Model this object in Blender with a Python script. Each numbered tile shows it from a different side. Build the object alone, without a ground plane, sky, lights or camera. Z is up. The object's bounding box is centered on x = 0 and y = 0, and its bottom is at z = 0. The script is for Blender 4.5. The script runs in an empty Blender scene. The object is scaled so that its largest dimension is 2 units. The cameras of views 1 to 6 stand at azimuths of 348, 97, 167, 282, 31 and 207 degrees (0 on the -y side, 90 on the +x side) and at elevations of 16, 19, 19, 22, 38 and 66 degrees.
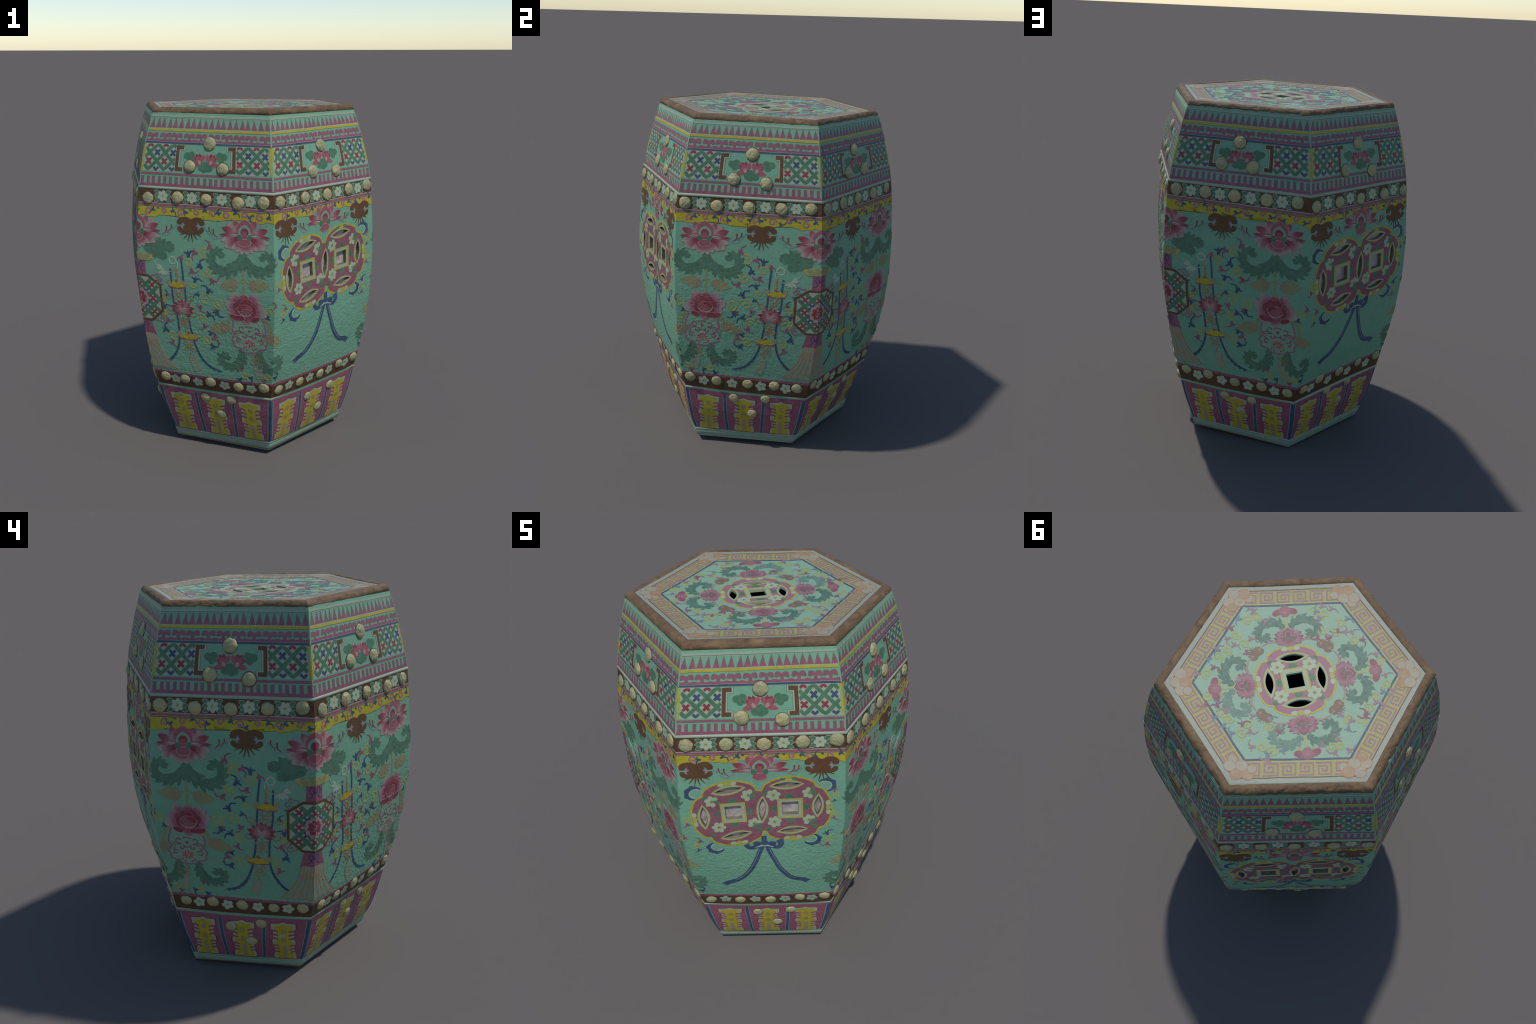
# Hexagonal porcelain garden stool with enamel decoration.
# The six-sided barrel is lofted through hexagonal sections; every enamel motif
# is a thin raised relief drawn in panel coordinates (x along the panel, h up)
# and laid on the curved panels.
import bpy, bmesh, math, random, zlib
import numpy as np
from mathutils import Vector, Matrix, noise

TAU = math.tau
scene = bpy.context.scene

# ----------------------------------------------------------------- barrel shape
# nominal height, corner radius, then for the six corners: radius offset (mm),
# angle offset (deg), height offset (mm): the stool is hand pressed and leans a bit
LEV=[
 # h,    r,    r off(mm) x6                 angle off x6                    z off (mm) x6
 (0.020,0.580,(-3,24,-2,-9,6,-16),(1.4,0.0,-2.2,0.7,1.0,1.2),(0,14,12,-4,-7,6)),
 (0.080,0.602,(14,22,-6,-22,5,-12),(1.1,-0.8,-1.1,0.7,1.7,1.6),(19,16,12,-12,-4,10)),
 (0.240,0.656,(12,14,-8,-17,0,-4),(0.3,-0.9,-0.5,0.1,0.6,1.6),(20,15,2,-16,-6,15)),
 (0.405,0.695,(9,7,-5,-14,-4,4),(-0.3,-0.9,0.0,-0.4,-0.2,1.65),(21,14,-8,-20,-8,20)),
 (0.505,0.719,(10,6,-4,-10,-7,6),(-0.4,-1.1,0.3,0.0,0.0,1.5),(16,13,-3,-22,-8,14)),
 (0.600,0.741,(10,-1,-2,-1,-8,1),(-0.4,-0.8,0.3,0.0,-0.2,1.0),(7,8,0,-18,-10,4)),
 (0.750,0.768,(11,-6,-1,4,-7,-4),(-0.5,-0.6,0.3,0.2,-0.4,0.4),(7,6,2,-12,-12,3)),
 (0.900,0.785,(11,-8,2,5,-5,-7),(-0.6,-0.4,0.3,0.3,-0.5,0.1),(7,4,2,-10,-13,2)),
 (1.050,0.794,(11,-10,4,3,-2,-9),(-0.6,-0.3,0.3,0.4,-0.6,-0.2),(8,3,2,-9,-14,2)),
 (1.200,0.792,(8,-10,6,2,-1,-6),(-0.6,-0.3,0.3,0.4,-0.7,-0.4),(8,2,2,-8,-15,2)),
 (1.350,0.782,(2,-8,6,3,0,-3),(-0.7,-0.2,0.3,0.4,-0.7,-0.5),(8,2,2,-8,-15,2)),
 (1.495,0.767,(2,-8,7,4,0,-5),(-0.7,0.0,0.3,0.4,-0.8,-0.6),(8,1,1,-9,-14,2)),
 (1.582,0.756,(1,-6,6,3,1,-6),(-0.7,0.3,0.3,0.2,-0.9,-0.8),(7,0,-2,-4,-11,3)),
 (1.822,0.698,(-3,-9,3,5,3,0),(-0.5,1.0,1.0,0.1,-1.1,-0.8),(4,1,-5,-6,-6,5)),
 (1.891,0.676,(-3,-12,4,5,3,-1),(-0.4,1.1,1.2,-0.1,-1.2,-0.4),(3,5,-4,-8,-6,5)),
 (1.962,0.651,(-5,-12,3,6,4,0),(-0.3,1.3,1.6,0.2,-1.4,-0.3),(7,1,-5,-9,-4,10)),
 (2.000,0.636,(-5,-12,3,6,4,0),(-0.3,1.3,1.6,0.2,-1.4,-0.3),(7,1,-5,-9,-4,10)),
]
_h=np.array([l[0] for l in LEV])
def _pchip(x,xs,ys):
    xs=np.asarray(xs,float);ys=np.asarray(ys,float);d=np.diff(ys)/np.diff(xs);w=np.diff(xs)
    m=np.zeros_like(ys);m[0]=d[0];m[-1]=d[-1]
    m[1:-1]=(w[1:]*d[:-1]+w[:-1]*d[1:])/(w[1:]+w[:-1])
    x=np.asarray(x,float);i=np.clip(np.searchsorted(xs,x)-1,0,len(xs)-2);t=(x-xs[i])/w[i]
    return ys[i]*(2*t**3-3*t**2+1)+m[i]*w[i]*(t**3-2*t**2+t)+ys[i+1]*(-2*t**3+3*t**2)+m[i+1]*w[i]*(t**3-t**2)

SPECIAL = (0.062, 0.082, 0.384, 0.405, 0.477, 0.508, 1.487, 1.503, 1.565, 1.573, 1.589)
RINGS = sorted(set([round(0.020 + 0.0325 * i, 4) for i in range(60)] + [1.962] + list(SPECIAL)))
RINGS = [h for i, h in enumerate(RINGS) if h <= 1.962 and (h in SPECIAL or h in (0.020, 1.962) or all(abs(h - s) > 0.008 for s in SPECIAL + (1.962,)))]
RH = np.array(RINGS)


def corner(k, h):
    k %= 6
    h = np.asarray(h, float)
    r = _pchip(h, _h, [l[1] + l[2][k] / 1000 for l in LEV])
    a = np.radians(60 * k + _pchip(h, _h, [l[3][k] for l in LEV]))
    z = h + _pchip(h, _h, [l[4][k] / 1000 for l in LEV])
    return np.stack([r * np.sin(a) - 0.001, -r * np.cos(a) + 0.004, z], -1)


CR = np.stack([corner(k, RH) for k in range(6)])          # corner, ring, xyz


def ring_at(k, h):
    "corner k at height h on the faceted barrel"
    return np.stack([np.interp(h, RH, CR[k % 6, :, i]) for i in range(3)], -1)


# the panels are not flat: how far (mm) the middle of each swells out at given heights
SWELL_H = (0.02, 0.08, 0.24, 0.405, 0.52, 0.60, 0.75, 0.90, 1.15, 1.30, 1.45)
SWELL = ((0, 4, 10, 10, 10, 10, 7, -1, -17, -8, 0), (0, 3, 10, 7, 2, 0, 0, 3, 3, 0, 0), (0, 0, 8, 9, 5, 2, 0, 0, 0, 0, 0),
         (0, 1, 2, -5, -7, -7, -4, 0, 0, 0, 0), (0, 4, 16, 10, 4, 0, 0, 0, 0, 0, 0), (0, 2, 0, 6, 13, 8, 3, 1, 2, 0, 0))


def swell(f, t, h):
    return np.clip(1 - t * t, 0, 1) * np.interp(h, SWELL_H, SWELL[f % 6]) / 1000


def on_panel(f, x, h, lift):
    x, h, lift = (np.asarray(v, float) for v in (x, h, lift))
    a, b = ring_at(f, h), ring_at(f + 1, h)
    side = b - a
    w = np.linalg.norm(side, axis=-1) / 2
    t = (x / w)[..., None]
    p = a * (1 - t) / 2 + b * (1 + t) / 2
    e = 0.02
    up = (ring_at(f, h + e) + ring_at(f + 1, h + e) - ring_at(f, h - e) - ring_at(f + 1, h - e)) / 2
    n = np.cross(side, up)
    n /= np.linalg.norm(n, axis=-1, keepdims=True)
    return p + n * (lift + swell(f, x / w, h))[..., None]


def half_width(f, h):
    return float(np.linalg.norm(ring_at(f + 1, h) - ring_at(f, h)) / 2)


def top_plane(x, y):
    "plane through the rim of the seat, which tips a little"
    return 1.9855 - 0.021 * y - 0.002 * x


def seat_radius(x, y):
    "rounded hexagonal distance from the middle of the seat, as a corner radius"
    q = 0.0
    for k in range(6):
        a = math.radians(60 * k + 30)
        q = q + np.maximum(0.0, x * math.sin(a) - y * math.cos(a)) ** 10
    return q ** 0.1 / math.cos(math.pi / 6)


def top_z(x, y):
    "the painted seat is dished: it sinks from the rim to the pierced coin"
    x, y = np.asarray(x, float), np.asarray(y, float)
    r = seat_radius(x, y)
    sink = np.interp(r, [0.0, 0.10, 0.20, 0.30, 0.40, 0.47, 0.53, 0.58, 0.605], [0.0185, 0.0183, 0.0172, 0.0150, 0.0124, 0.0102, 0.0072, 0.0033, 0.0008])
    return top_plane(x, y) - sink


# ------------------------------------------------------------------- materials
MATS = {}


def rgb(c):
    return (*c, 1.0)


class Net:
    def __init__(self, name):
        self.m = bpy.data.materials.new(name)
        self.m.use_nodes = True
        self.t = self.m.node_tree
        self.b = self.t.nodes["Principled BSDF"]

    def n(self, kind, **kw):
        node = self.t.nodes.new("ShaderNode" + kind)
        for k, v in kw.items():
            if k.startswith("i_"):
                key = k[2:]
                node.inputs[int(key) if key.isdigit() else key].default_value = v
            else:
                setattr(node, k, v)
        return node

    def l(self, a, b):
        self.t.links.new(a, b)

    def math(self, op, a, b=None, c=None, clamp=False):
        n = self.n("Math", operation=op, use_clamp=clamp)
        for i, v in enumerate((a, b, c)):
            if v is None:
                continue
            if isinstance(v, (int, float)):
                n.inputs[i].default_value = v
            else:
                self.l(v, n.inputs[i])
        return n.outputs[0]

    def mix(self, fac, a, b, mode="MIX"):
        n = self.n("Mix", data_type="RGBA", blend_type=mode)
        for sock, v in ((n.inputs[0], fac), (n.inputs[6], a), (n.inputs[7], b)):
            if isinstance(v, (int, float)):
                sock.default_value = v
            elif isinstance(v, tuple):
                sock.default_value = rgb(v) if len(v) == 3 else v
            else:
                self.l(v, sock)
        return n.outputs[2]

    def noise(self, vec, scale, detail=3.0, rough=0.55, dist=0.0):
        n = self.n("TexNoise", i_Scale=scale, i_Detail=detail, i_Roughness=rough, i_Distortion=dist)
        self.l(vec, n.inputs["Vector"])
        return n.outputs["Fac"]

    def ramp(self, fac, stops, mode="LINEAR"):
        n = self.n("ValToRGB")
        n.color_ramp.interpolation = mode
        e = n.color_ramp.elements
        while len(e) < len(stops):
            e.new(0.5)
        for el, (p, c) in zip(e, stops):
            el.position, el.color = p, rgb(c) if isinstance(c, tuple) else (c, c, c, 1)
        self.l(fac, n.inputs[0])
        return n.outputs[0]

    def smooth(self, v, lo, hi):
        n = self.n("MapRange", interpolation_type="SMOOTHSTEP")
        self.l(v, n.inputs[0])
        n.inputs[1].default_value, n.inputs[2].default_value = lo, hi
        return n.outputs[0]


def glaze_bump(net, pos, power=1.0):
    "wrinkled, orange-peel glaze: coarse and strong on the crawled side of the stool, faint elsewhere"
    sep = net.n("SeparateXYZ")
    net.l(pos, sep.inputs[0])
    side = net.math("MULTIPLY_ADD", sep.outputs[0], 0.5, net.math("MULTIPLY", sep.outputs[1], -0.87))
    mask = net.math("MULTIPLY", net.smooth(side, -0.05, 0.3), net.smooth(sep.outputs[2], 1.45, 0.75))
    mask = net.math("MULTIPLY", mask, net.smooth(sep.outputs[2], 0.40, 0.5))
    mp = net.n("Mapping", i_Scale=(1, 1, 1.35))
    net.l(pos, mp.inputs[0])
    a = net.noise(mp.outputs[0], 38, 3.5, 0.62, 0.9)
    b = net.noise(pos, 75, 2.0)
    big = net.math("MULTIPLY", net.math("MULTIPLY_ADD", a, 1.0, net.math("MULTIPLY", b, 0.25)), mask)
    small = net.math("MULTIPLY", net.math("MULTIPLY_ADD", net.noise(pos, 22, 2.0), 1.2, net.math("MULTIPLY", b, 0.5)), 0.17)
    bump = net.n("Bump", i_Strength=0.6 * power, i_Distance=0.011)
    net.l(net.math("ADD", big, small), bump.inputs["Height"])
    net.l(bump.outputs[0], net.b.inputs["Normal"])


def fired(c, k=(0.58, 0.565, 0.49)):
    return None if c is None else tuple(v * q for v, q in zip(c, k))


def enamel(name, col, var=0.12, rough=0.5, ramp=None, power=1.0, col2=None, spec=0.25):
    """glazed enamel; col is the base colour, col2 the pooled darker/lighter tone.
    ramp = (radius, stops) grades the colour with distance from the object's origin"""
    col, col2 = fired(col), fired(col2)
    if ramp:
        ramp = (ramp[0], [(p, fired(c)) for p, c in ramp[1]])
    net = Net(name)
    pos = net.n("NewGeometry").outputs["Position"]
    if ramp:
        co = net.n("TexCoord").outputs["Object"]
        ln = net.n("VectorMath", operation="LENGTH")
        net.l(co, ln.inputs[0])
        d = net.math("DIVIDE", ln.outputs["Value"], ramp[0])
        d = net.math("ADD", d, net.math("MULTIPLY_ADD", net.noise(pos, 42, 2.0), 0.3, -0.15))
        base = net.ramp(d, ramp[1])
    elif col2:
        f = net.ramp(net.noise(pos, 30, 4.0, 0.65), [(0.35, 0.0), (0.68, 1.0)])
        base = net.mix(f, col, col2)
    else:
        base = col
    grain = net.math("MULTIPLY_ADD", net.noise(pos, 55, 4.0, 0.7), 2 * var, 1 - var)
    wash = net.math("MULTIPLY_ADD", net.noise(pos, 5.0, 2.0), var, 1 - var / 2)
    k = net.math("MULTIPLY", grain, wash)
    hsv = net.n("HueSaturation")
    if isinstance(base, tuple):
        hsv.inputs["Color"].default_value = rgb(base)
    else:
        net.l(base, hsv.inputs["Color"])
    net.l(k, hsv.inputs["Value"])
    net.l(hsv.outputs[0], net.b.inputs["Base Color"])
    net.b.inputs["Roughness"].default_value = rough
    net.b.inputs["Specular IOR Level"].default_value = spec
    glaze_bump(net, pos, power)
    MATS[name] = net.m
    return net.m


TEAL = (0.255, 0.535, 0.410)
enamel("teal_glaze", TEAL, 0.08, col2=(0.225, 0.495, 0.385))
enamel("seat_teal", (0.34, 0.56, 0.45), 0.06, col2=(0.31, 0.53, 0.43), power=0.4)
enamel("pale_teal", (0.30, 0.53, 0.41), 0.06)
enamel("pale_edge", (0.42, 0.54, 0.45), 0.1)
enamel("foot_green", (0.35, 0.50, 0.43), 0.12, col2=(0.29, 0.42, 0.37), power=0.8)
enamel("enamel_white", (0.48, 0.56, 0.47), 0.05)
enamel("blossom_white", (0.54, 0.66, 0.56), 0.05)
enamel("coin_pink", (0.36, 0.145, 0.215), 0.16, col2=(0.31, 0.12, 0.18))
enamel("coin_blossom_white", (0.50, 0.62, 0.45), 0.05)
enamel("enamel_blue", (0.055, 0.092, 0.205), 0.22, col2=(0.085, 0.15, 0.28))
enamel("panel_blue", (0.075, 0.15, 0.27), 0.2, col2=(0.045, 0.085, 0.20))
enamel("enamel_green", (0.085, 0.225, 0.145), 0.18, col2=(0.13, 0.29, 0.20))
enamel("leaf_green", (0.105, 0.235, 0.17), 0.25, col2=(0.15, 0.31, 0.23))
enamel("vein_green", (0.16, 0.30, 0.22), 0.1)
enamel("seat_leaf", (0.085, 0.20, 0.165), 0.2, col2=(0.15, 0.29, 0.25), power=0.4)
enamel("seat_leaf_pale", (0.22, 0.37, 0.33), 0.15, col2=(0.14, 0.27, 0.24), power=0.4)
enamel("seat_yellow", (0.47, 0.48, 0.14), 0.12, power=0.4)
enamel("seat_blue", (0.17, 0.27, 0.36), 0.2, power=0.4)
enamel("soft_leaf_green", (0.17, 0.32, 0.25), 0.2, col2=(0.22, 0.38, 0.31))
enamel("enamel_yellow", (0.60, 0.54, 0.055), 0.15, col2=(0.58, 0.46, 0.045))
enamel("pale_yellow", (0.50, 0.52, 0.17), 0.15, col2=(0.55, 0.50, 0.11))
enamel("key_yellow", (0.46, 0.45, 0.135), 0.1, col2=(0.46, 0.42, 0.18), power=0.4)
enamel("enamel_pink", (0.42, 0.145, 0.235), 0.16, col2=(0.36, 0.115, 0.20))
enamel("mauve", (0.42, 0.20, 0.30), 0.12)
enamel("key_mauve", (0.37, 0.235, 0.31), 0.10, power=0.4)
enamel("seat_white", (0.40, 0.45, 0.43), 0.06, power=0.4)
enamel("seat_rose", (0.32, 0.115, 0.18), 0.12, power=0.4)
enamel("seat_pale_rose", (0.43, 0.30, 0.33), 0.1, power=0.4)
enamel("seat_brown", (0.26, 0.175, 0.125), 0.15, power=0.4)
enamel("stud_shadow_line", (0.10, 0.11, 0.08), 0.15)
enamel("enamel_red", (0.30, 0.055, 0.085), 0.2, col2=(0.36, 0.09, 0.13))
enamel("rose", (0.43, 0.14, 0.19), 0.15)
enamel("pale_rose", (0.55, 0.36, 0.38), 0.1)
enamel("enamel_brown", (0.185, 0.095, 0.052), 0.2, col2=(0.15, 0.078, 0.045))
enamel("band_brown", (0.17, 0.085, 0.045), 0.25, col2=(0.115, 0.06, 0.035))
enamel("outline_grey", (0.16, 0.24, 0.19), 0.1)
enamel("olive_leaf", (0.35, 0.41, 0.20), 0.15, col2=(0.38, 0.36, 0.22))
enamel("salmon_leaf", (0.38, 0.33, 0.23), 0.12)
enamel("iron_red_line", (0.50, 0.27, 0.14), 0.12)
enamel("iron_red_wash", (0.44, 0.32, 0.22), 0.15, col2=(0.42, 0.42, 0.33))
enamel("blob_cream", (0.43, 0.45, 0.40), 0.1, col2=(0.47, 0.40, 0.31), power=0.4)
enamel("blob_orange", (0.47, 0.36, 0.26), 0.12, col2=(0.46, 0.27, 0.15), power=0.4)
enamel("fringe_wash", (0.35, 0.44, 0.36), 0.12, col2=(0.40, 0.40, 0.31))
enamel("pale_blue", (0.27, 0.43, 0.43), 0.08)
enamel("bone", (0.45, 0.36, 0.25), 0.1)
enamel("opening_cream", (0.50, 0.56, 0.45), 0.12, col2=(0.52, 0.54, 0.33))
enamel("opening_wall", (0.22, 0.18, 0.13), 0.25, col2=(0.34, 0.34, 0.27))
enamel("petal_upper", None, 0.1, ramp=(0.11, [(0.0, (0.45, 0.16, 0.21)), (0.4, (0.42, 0.19, 0.26)), (0.58, (0.52, 0.36, 0.38)), (0.78, (0.44, 0.14, 0.20)), (1.0, (0.36, 0.075, 0.115))]))
enamel("petal_lower", None, 0.1, ramp=(0.13, [(0.0, (0.36, 0.09, 0.13)), (0.42, (0.33, 0.06, 0.10)), (0.66, (0.46, 0.20, 0.26)), (0.9, (0.54, 0.47, 0.45)), (1.0, (0.50, 0.50, 0.45))]))
enamel("petal_hang", None, 0.1, ramp=(0.098, [(0.0, (0.36, 0.09, 0.13)), (0.42, (0.33, 0.06, 0.10)), (0.65, (0.45, 0.18, 0.24)), (0.82, (0.53, 0.42, 0.43)), (1.0, (0.50, 0.50, 0.46))]))
enamel("seat_petal", None, 0.1, power=0.4, ramp=(0.075, [(0.0, (0.36, 0.12, 0.18)), (0.35, (0.33, 0.11, 0.17)), (0.62, (0.42, 0.24, 0.30)), (0.85, (0.34, 0.11, 0.18)), (1.0, (0.31, 0.095, 0.16))]))
enamel("peony_petal", None, 0.12, ramp=(0.118, [(0.0, (0.36, 0.09, 0.14)), (0.45, (0.34, 0.07, 0.115)), (0.62, (0.44, 0.17, 0.25)), (0.8, (0.52, 0.36, 0.40)), (1.0, (0.44, 0.50, 0.45))]))
enamel("small_lotus_petal", None, 0.1, ramp=(0.075, [(0.0, (0.58, 0.48, 0.46)), (0.35, (0.46, 0.24, 0.28)), (0.65, (0.34, 0.07, 0.11)), (1.0, (0.30, 0.05, 0.08))]))
enamel("top_bud", None, 0.1, ramp=(0.05, [(0.0, (0.44, 0.24, 0.30)), (0.6, (0.36, 0.125, 0.19)), (1.0, (0.32, 0.10, 0.16))]))


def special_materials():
    # hollow coloured near-black: the darkness inside is put into the base colour
    net = Net("shade_black_interior")
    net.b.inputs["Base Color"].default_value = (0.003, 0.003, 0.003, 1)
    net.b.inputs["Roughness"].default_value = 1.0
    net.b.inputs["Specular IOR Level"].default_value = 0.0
    MATS["shade_black_interior"] = net.m
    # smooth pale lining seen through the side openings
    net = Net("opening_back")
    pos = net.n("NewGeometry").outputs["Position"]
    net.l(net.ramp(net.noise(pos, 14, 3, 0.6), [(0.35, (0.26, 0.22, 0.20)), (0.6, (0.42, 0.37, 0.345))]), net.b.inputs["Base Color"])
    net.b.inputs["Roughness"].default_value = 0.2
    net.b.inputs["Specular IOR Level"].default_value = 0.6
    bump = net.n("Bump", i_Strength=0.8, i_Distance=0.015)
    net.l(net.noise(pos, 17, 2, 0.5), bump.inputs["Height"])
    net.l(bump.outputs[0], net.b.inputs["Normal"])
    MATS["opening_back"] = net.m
    # rim: worn brown slip
    net = Net("rim_brown")
    pos = net.n("NewGeometry").outputs["Position"]
    mp = net.n("Mapping", i_Scale=(1, 1, 2.2))
    net.l(pos, mp.inputs[0])
    base = net.ramp(net.noise(mp.outputs[0], 13, 5, 0.65, 0.8), [(0.30, (0.080, 0.049, 0.027)), (0.52, (0.140, 0.088, 0.048)), (0.68, (0.190, 0.122, 0.066)), (0.85, (0.27, 0.145, 0.052))])
    spk = net.ramp(net.noise(pos, 60, 3, 0.7), [(0.66, 0.0), (0.74, 1.0)])
    base = net.mix(net.math("MULTIPLY", spk, 0.35), base, (0.32, 0.24, 0.15))
    net.l(base, net.b.inputs["Base Color"])
    net.b.inputs["Roughness"].default_value = 0.65
    net.b.inputs["Specular IOR Level"].default_value = 0.2
    bump = net.n("Bump", i_Strength=0.8, i_Distance=0.006)
    net.l(net.noise(mp.outputs[0], 40, 5, 0.65), bump.inputs["Height"])
    net.l(bump.outputs[0], net.b.inputs["Normal"])
    MATS["rim_brown"] = net.m
    # studs: cream paste with ochre stains
    net = Net("stud_cream")
    pos = net.n("NewGeometry").outputs["Position"]
    base = net.ramp(net.noise(pos, 16, 3, 0.6), [(0.34, (0.235, 0.235, 0.135)), (0.5, (0.305, 0.29, 0.15)), (0.66, (0.34, 0.29, 0.13))])
    och = net.ramp(net.noise(pos, 48, 3, 0.6), [(0.62, 0.0), (0.76, 1.0)])
    base = net.mix(net.math("MULTIPLY", och, 0.5), base, (0.34, 0.22, 0.07))
    drk = net.ramp(net.noise(pos, 70, 4, 0.7), [(0.64, 0.0), (0.72, 1.0)])
    base = net.mix(net.math("MULTIPLY", drk, 0.35), base, (0.12, 0.12, 0.07))
    net.l(base, net.b.inputs["Base Color"])
    net.b.inputs["Roughness"].default_value = 0.45
    net.b.inputs["Specular IOR Level"].default_value = 0.35
    bump = net.n("Bump", i_Strength=0.9, i_Distance=0.008)
    net.l(net.noise(pos, 55, 3, 0.6, 0.4), bump.inputs["Height"])
    net.l(bump.outputs[0], net.b.inputs["Normal"])
    MATS["stud_cream"] = net.m
    # bare clay at the foot
    net = Net("bare_clay")
    pos = net.n("NewGeometry").outputs["Position"]
    net.l(net.ramp(net.noise(pos, 18, 4, 0.6), [(0.3, (0.16, 0.085, 0.04)), (0.7, (0.27, 0.155, 0.075))]), net.b.inputs["Base Color"])
    net.b.inputs["Roughness"].default_value = 0.9
    MATS["bare_clay"] = net.m


special_materials()

# ------------------------------------------------------------- drawing primitives
# a piece is (points, faces); points are 2D panel coordinates


def smooth_path(pts, n=8, closed=False):
    p = [np.array(q, float) for q in pts]
    p = [p[-1]] + p + [p[0], p[1]] if closed else [2 * p[0] - p[1]] + p + [2 * p[-1] - p[-2]]
    out = []
    for i in range(1, len(p) - 2):
        a, b, c, d = p[i - 1 : i + 3]
        for s in range(n):
            t = s / n
            out.append(0.5 * (2 * b + (c - a) * t + (2 * a - 5 * b + 4 * c - d) * t**2 + (3 * b - a - 3 * c + d) * t**3))
    if not closed:
        out.append(p[-2])
    return np.array(out)


def poly(pts):
    pts = [tuple(p) for p in pts]
    return pts, [list(range(len(pts)))]


def rect(x0, y0, x1, y1):
    return poly([(x0, y0), (x1, y0), (x1, y1), (x0, y1)])


def ellipse(c, rx, ry=None, rot=0.0, n=18):
    ry = rx if ry is None else ry
    ca, sa = math.cos(rot), math.sin(rot)
    pts = []
    for i in range(n):
        a = TAU * i / n
        x, y = rx * math.cos(a), ry * math.sin(a)
        pts.append((c[0] + x * ca - y * sa, c[1] + x * sa + y * ca))
    return poly(pts)


def stroke(pts, w, end=None, bell=False, closed=False):
    "strip along pts; w start width, end final width, bell swells in the middle"
    p = np.array(pts, float)
    if closed:
        d = np.roll(p, -1, 0) - np.roll(p, 1, 0)
    else:
        d = np.gradient(p, axis=0)
    d /= np.linalg.norm(d, axis=1, keepdims=True) + 1e-12
    nrm = np.stack([-d[:, 1], d[:, 0]], 1)
    s = np.linspace(0, 1, len(p))
    ww = np.full(len(p), w, float) if end is None else w + (end - w) * s
    if bell:
        ww = ww * (0.25 + 0.75 * np.sin(np.pi * np.clip(s, 0.02, 0.98)))
    L, R = p + nrm * ww[:, None] / 2, p - nrm * ww[:, None] / 2
    v, f = [], []
    for a, b in zip(L, R):
        v += [tuple(a), tuple(b)]
    n = len(p)
    for i in range(n if closed else n - 1):
        j = (i + 1) % n
        f.append([2 * i, 2 * i + 1, 2 * j + 1, 2 * j])
    return v, f


def petal(base, tip, width, p=0.8, blunt=0.0, n=9):
    "leaf / petal outline from base to tip; p<1 puts the belly near the base, >1 near the tip"
    b, t = np.array(base, float), np.array(tip, float)
    ax = t - b
    nr = np.array([-ax[1], ax[0]]) / (np.linalg.norm(ax) + 1e-9)
    left, right = [], []
    for i in range(n + 1):
        u = i / n
        h = width / 2 * (math.sin(math.pi * u**p) * (1 - blunt) + blunt * (1 - (2 * u - 1) ** 4) ** 0.5)
        left.append(b + ax * u + nr * h)
        right.append(b + ax * u - nr * h)
    return poly(left + right[1:-1][::-1])


def serrated_leaf(base, tip, width, teeth=6):
    b, t = np.array(base, float), np.array(tip, float)
    ax = t - b
    nr = np.array([-ax[1], ax[0]]) / np.linalg.norm(ax)
    L, R = [], []
    for i in range(teeth * 2 + 1):
        u = i / (teeth * 2)
        h = width / 2 * math.sin(math.pi * min(1, 0.06 + 0.94 * u) ** 0.75) * (1.0 if i % 2 else 0.84)
        L.append(b + ax * (u + (0.05 if i % 2 else 0)) + nr * h)
        R.append(b + ax * (u + (0.05 if i % 2 else 0)) - nr * h)
    return poly(L + R[1:][::-1])


def curl_path(c, r, a0, turns=1.25, way=1, tail=None, shrink=0.72, n=26):
    pts = []
    for i in range(n):
        s = i / (n - 1)
        a = a0 + way * TAU * turns * s
        q = r * (1 - shrink * s)
        pts.append((c[0] + q * math.cos(a), c[1] + q * math.sin(a)))
    if tail:
        pts = list(smooth_path(list(tail) + [pts[0], pts[2]], 5)) + pts[3:]
    return pts


def move(piece, dx=0.0, dy=0.0, rot=0.0, s=1.0, flip=False):
    ca, sa = math.cos(rot), math.sin(rot)
    v = []
    for x, y in piece[0]:
        x = -x if flip else x
        x, y = x * s, y * s
        v.append((dx + x * ca - y * sa, dy + x * sa + y * ca))
    return v, piece[1]


class Art:
    "an ordered pile of coloured pieces"

    def __init__(self):
        self.items = []          # (piece, material, layer)

    def add(self, mat, piece, layer=0):
        self.items.append((piece, mat, layer))
        return self

    def outlined(self, mat, edge, piece, grow=0.0022, layer=0):
        "piece with a thin outline of another colour showing round it"
        v = np.array(piece[0], float)
        c = v.mean(0)
        span = np.ptp(v, axis=0) / 2 + 1e-6
        big = c + (v - c) * (1 + grow / np.maximum(span, 0.003))
        self.items.append((([tuple(q) for q in big], piece[1]), edge, layer))
        self.items.append((piece, mat, layer + 1))
        return self

    def merge(self, other, dx=0.0, dy=0.0, rot=0.0, s=1.0, flip=False, layer=0):
        for p, m, l in other.items:
            self.items.append((move(p, dx, dy, rot, s, flip), m, l + layer))
        return self


LAYER = 0.00011
PARTS = {}
ROOT = None


def link(name, mesh, parent=None, loc=(0, 0, 0)):
    ob = bpy.data.objects.new(name, mesh)
    scene.collection.objects.link(ob)
    ob.parent = parent or ROOT
    ob.location = loc
    return ob


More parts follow.
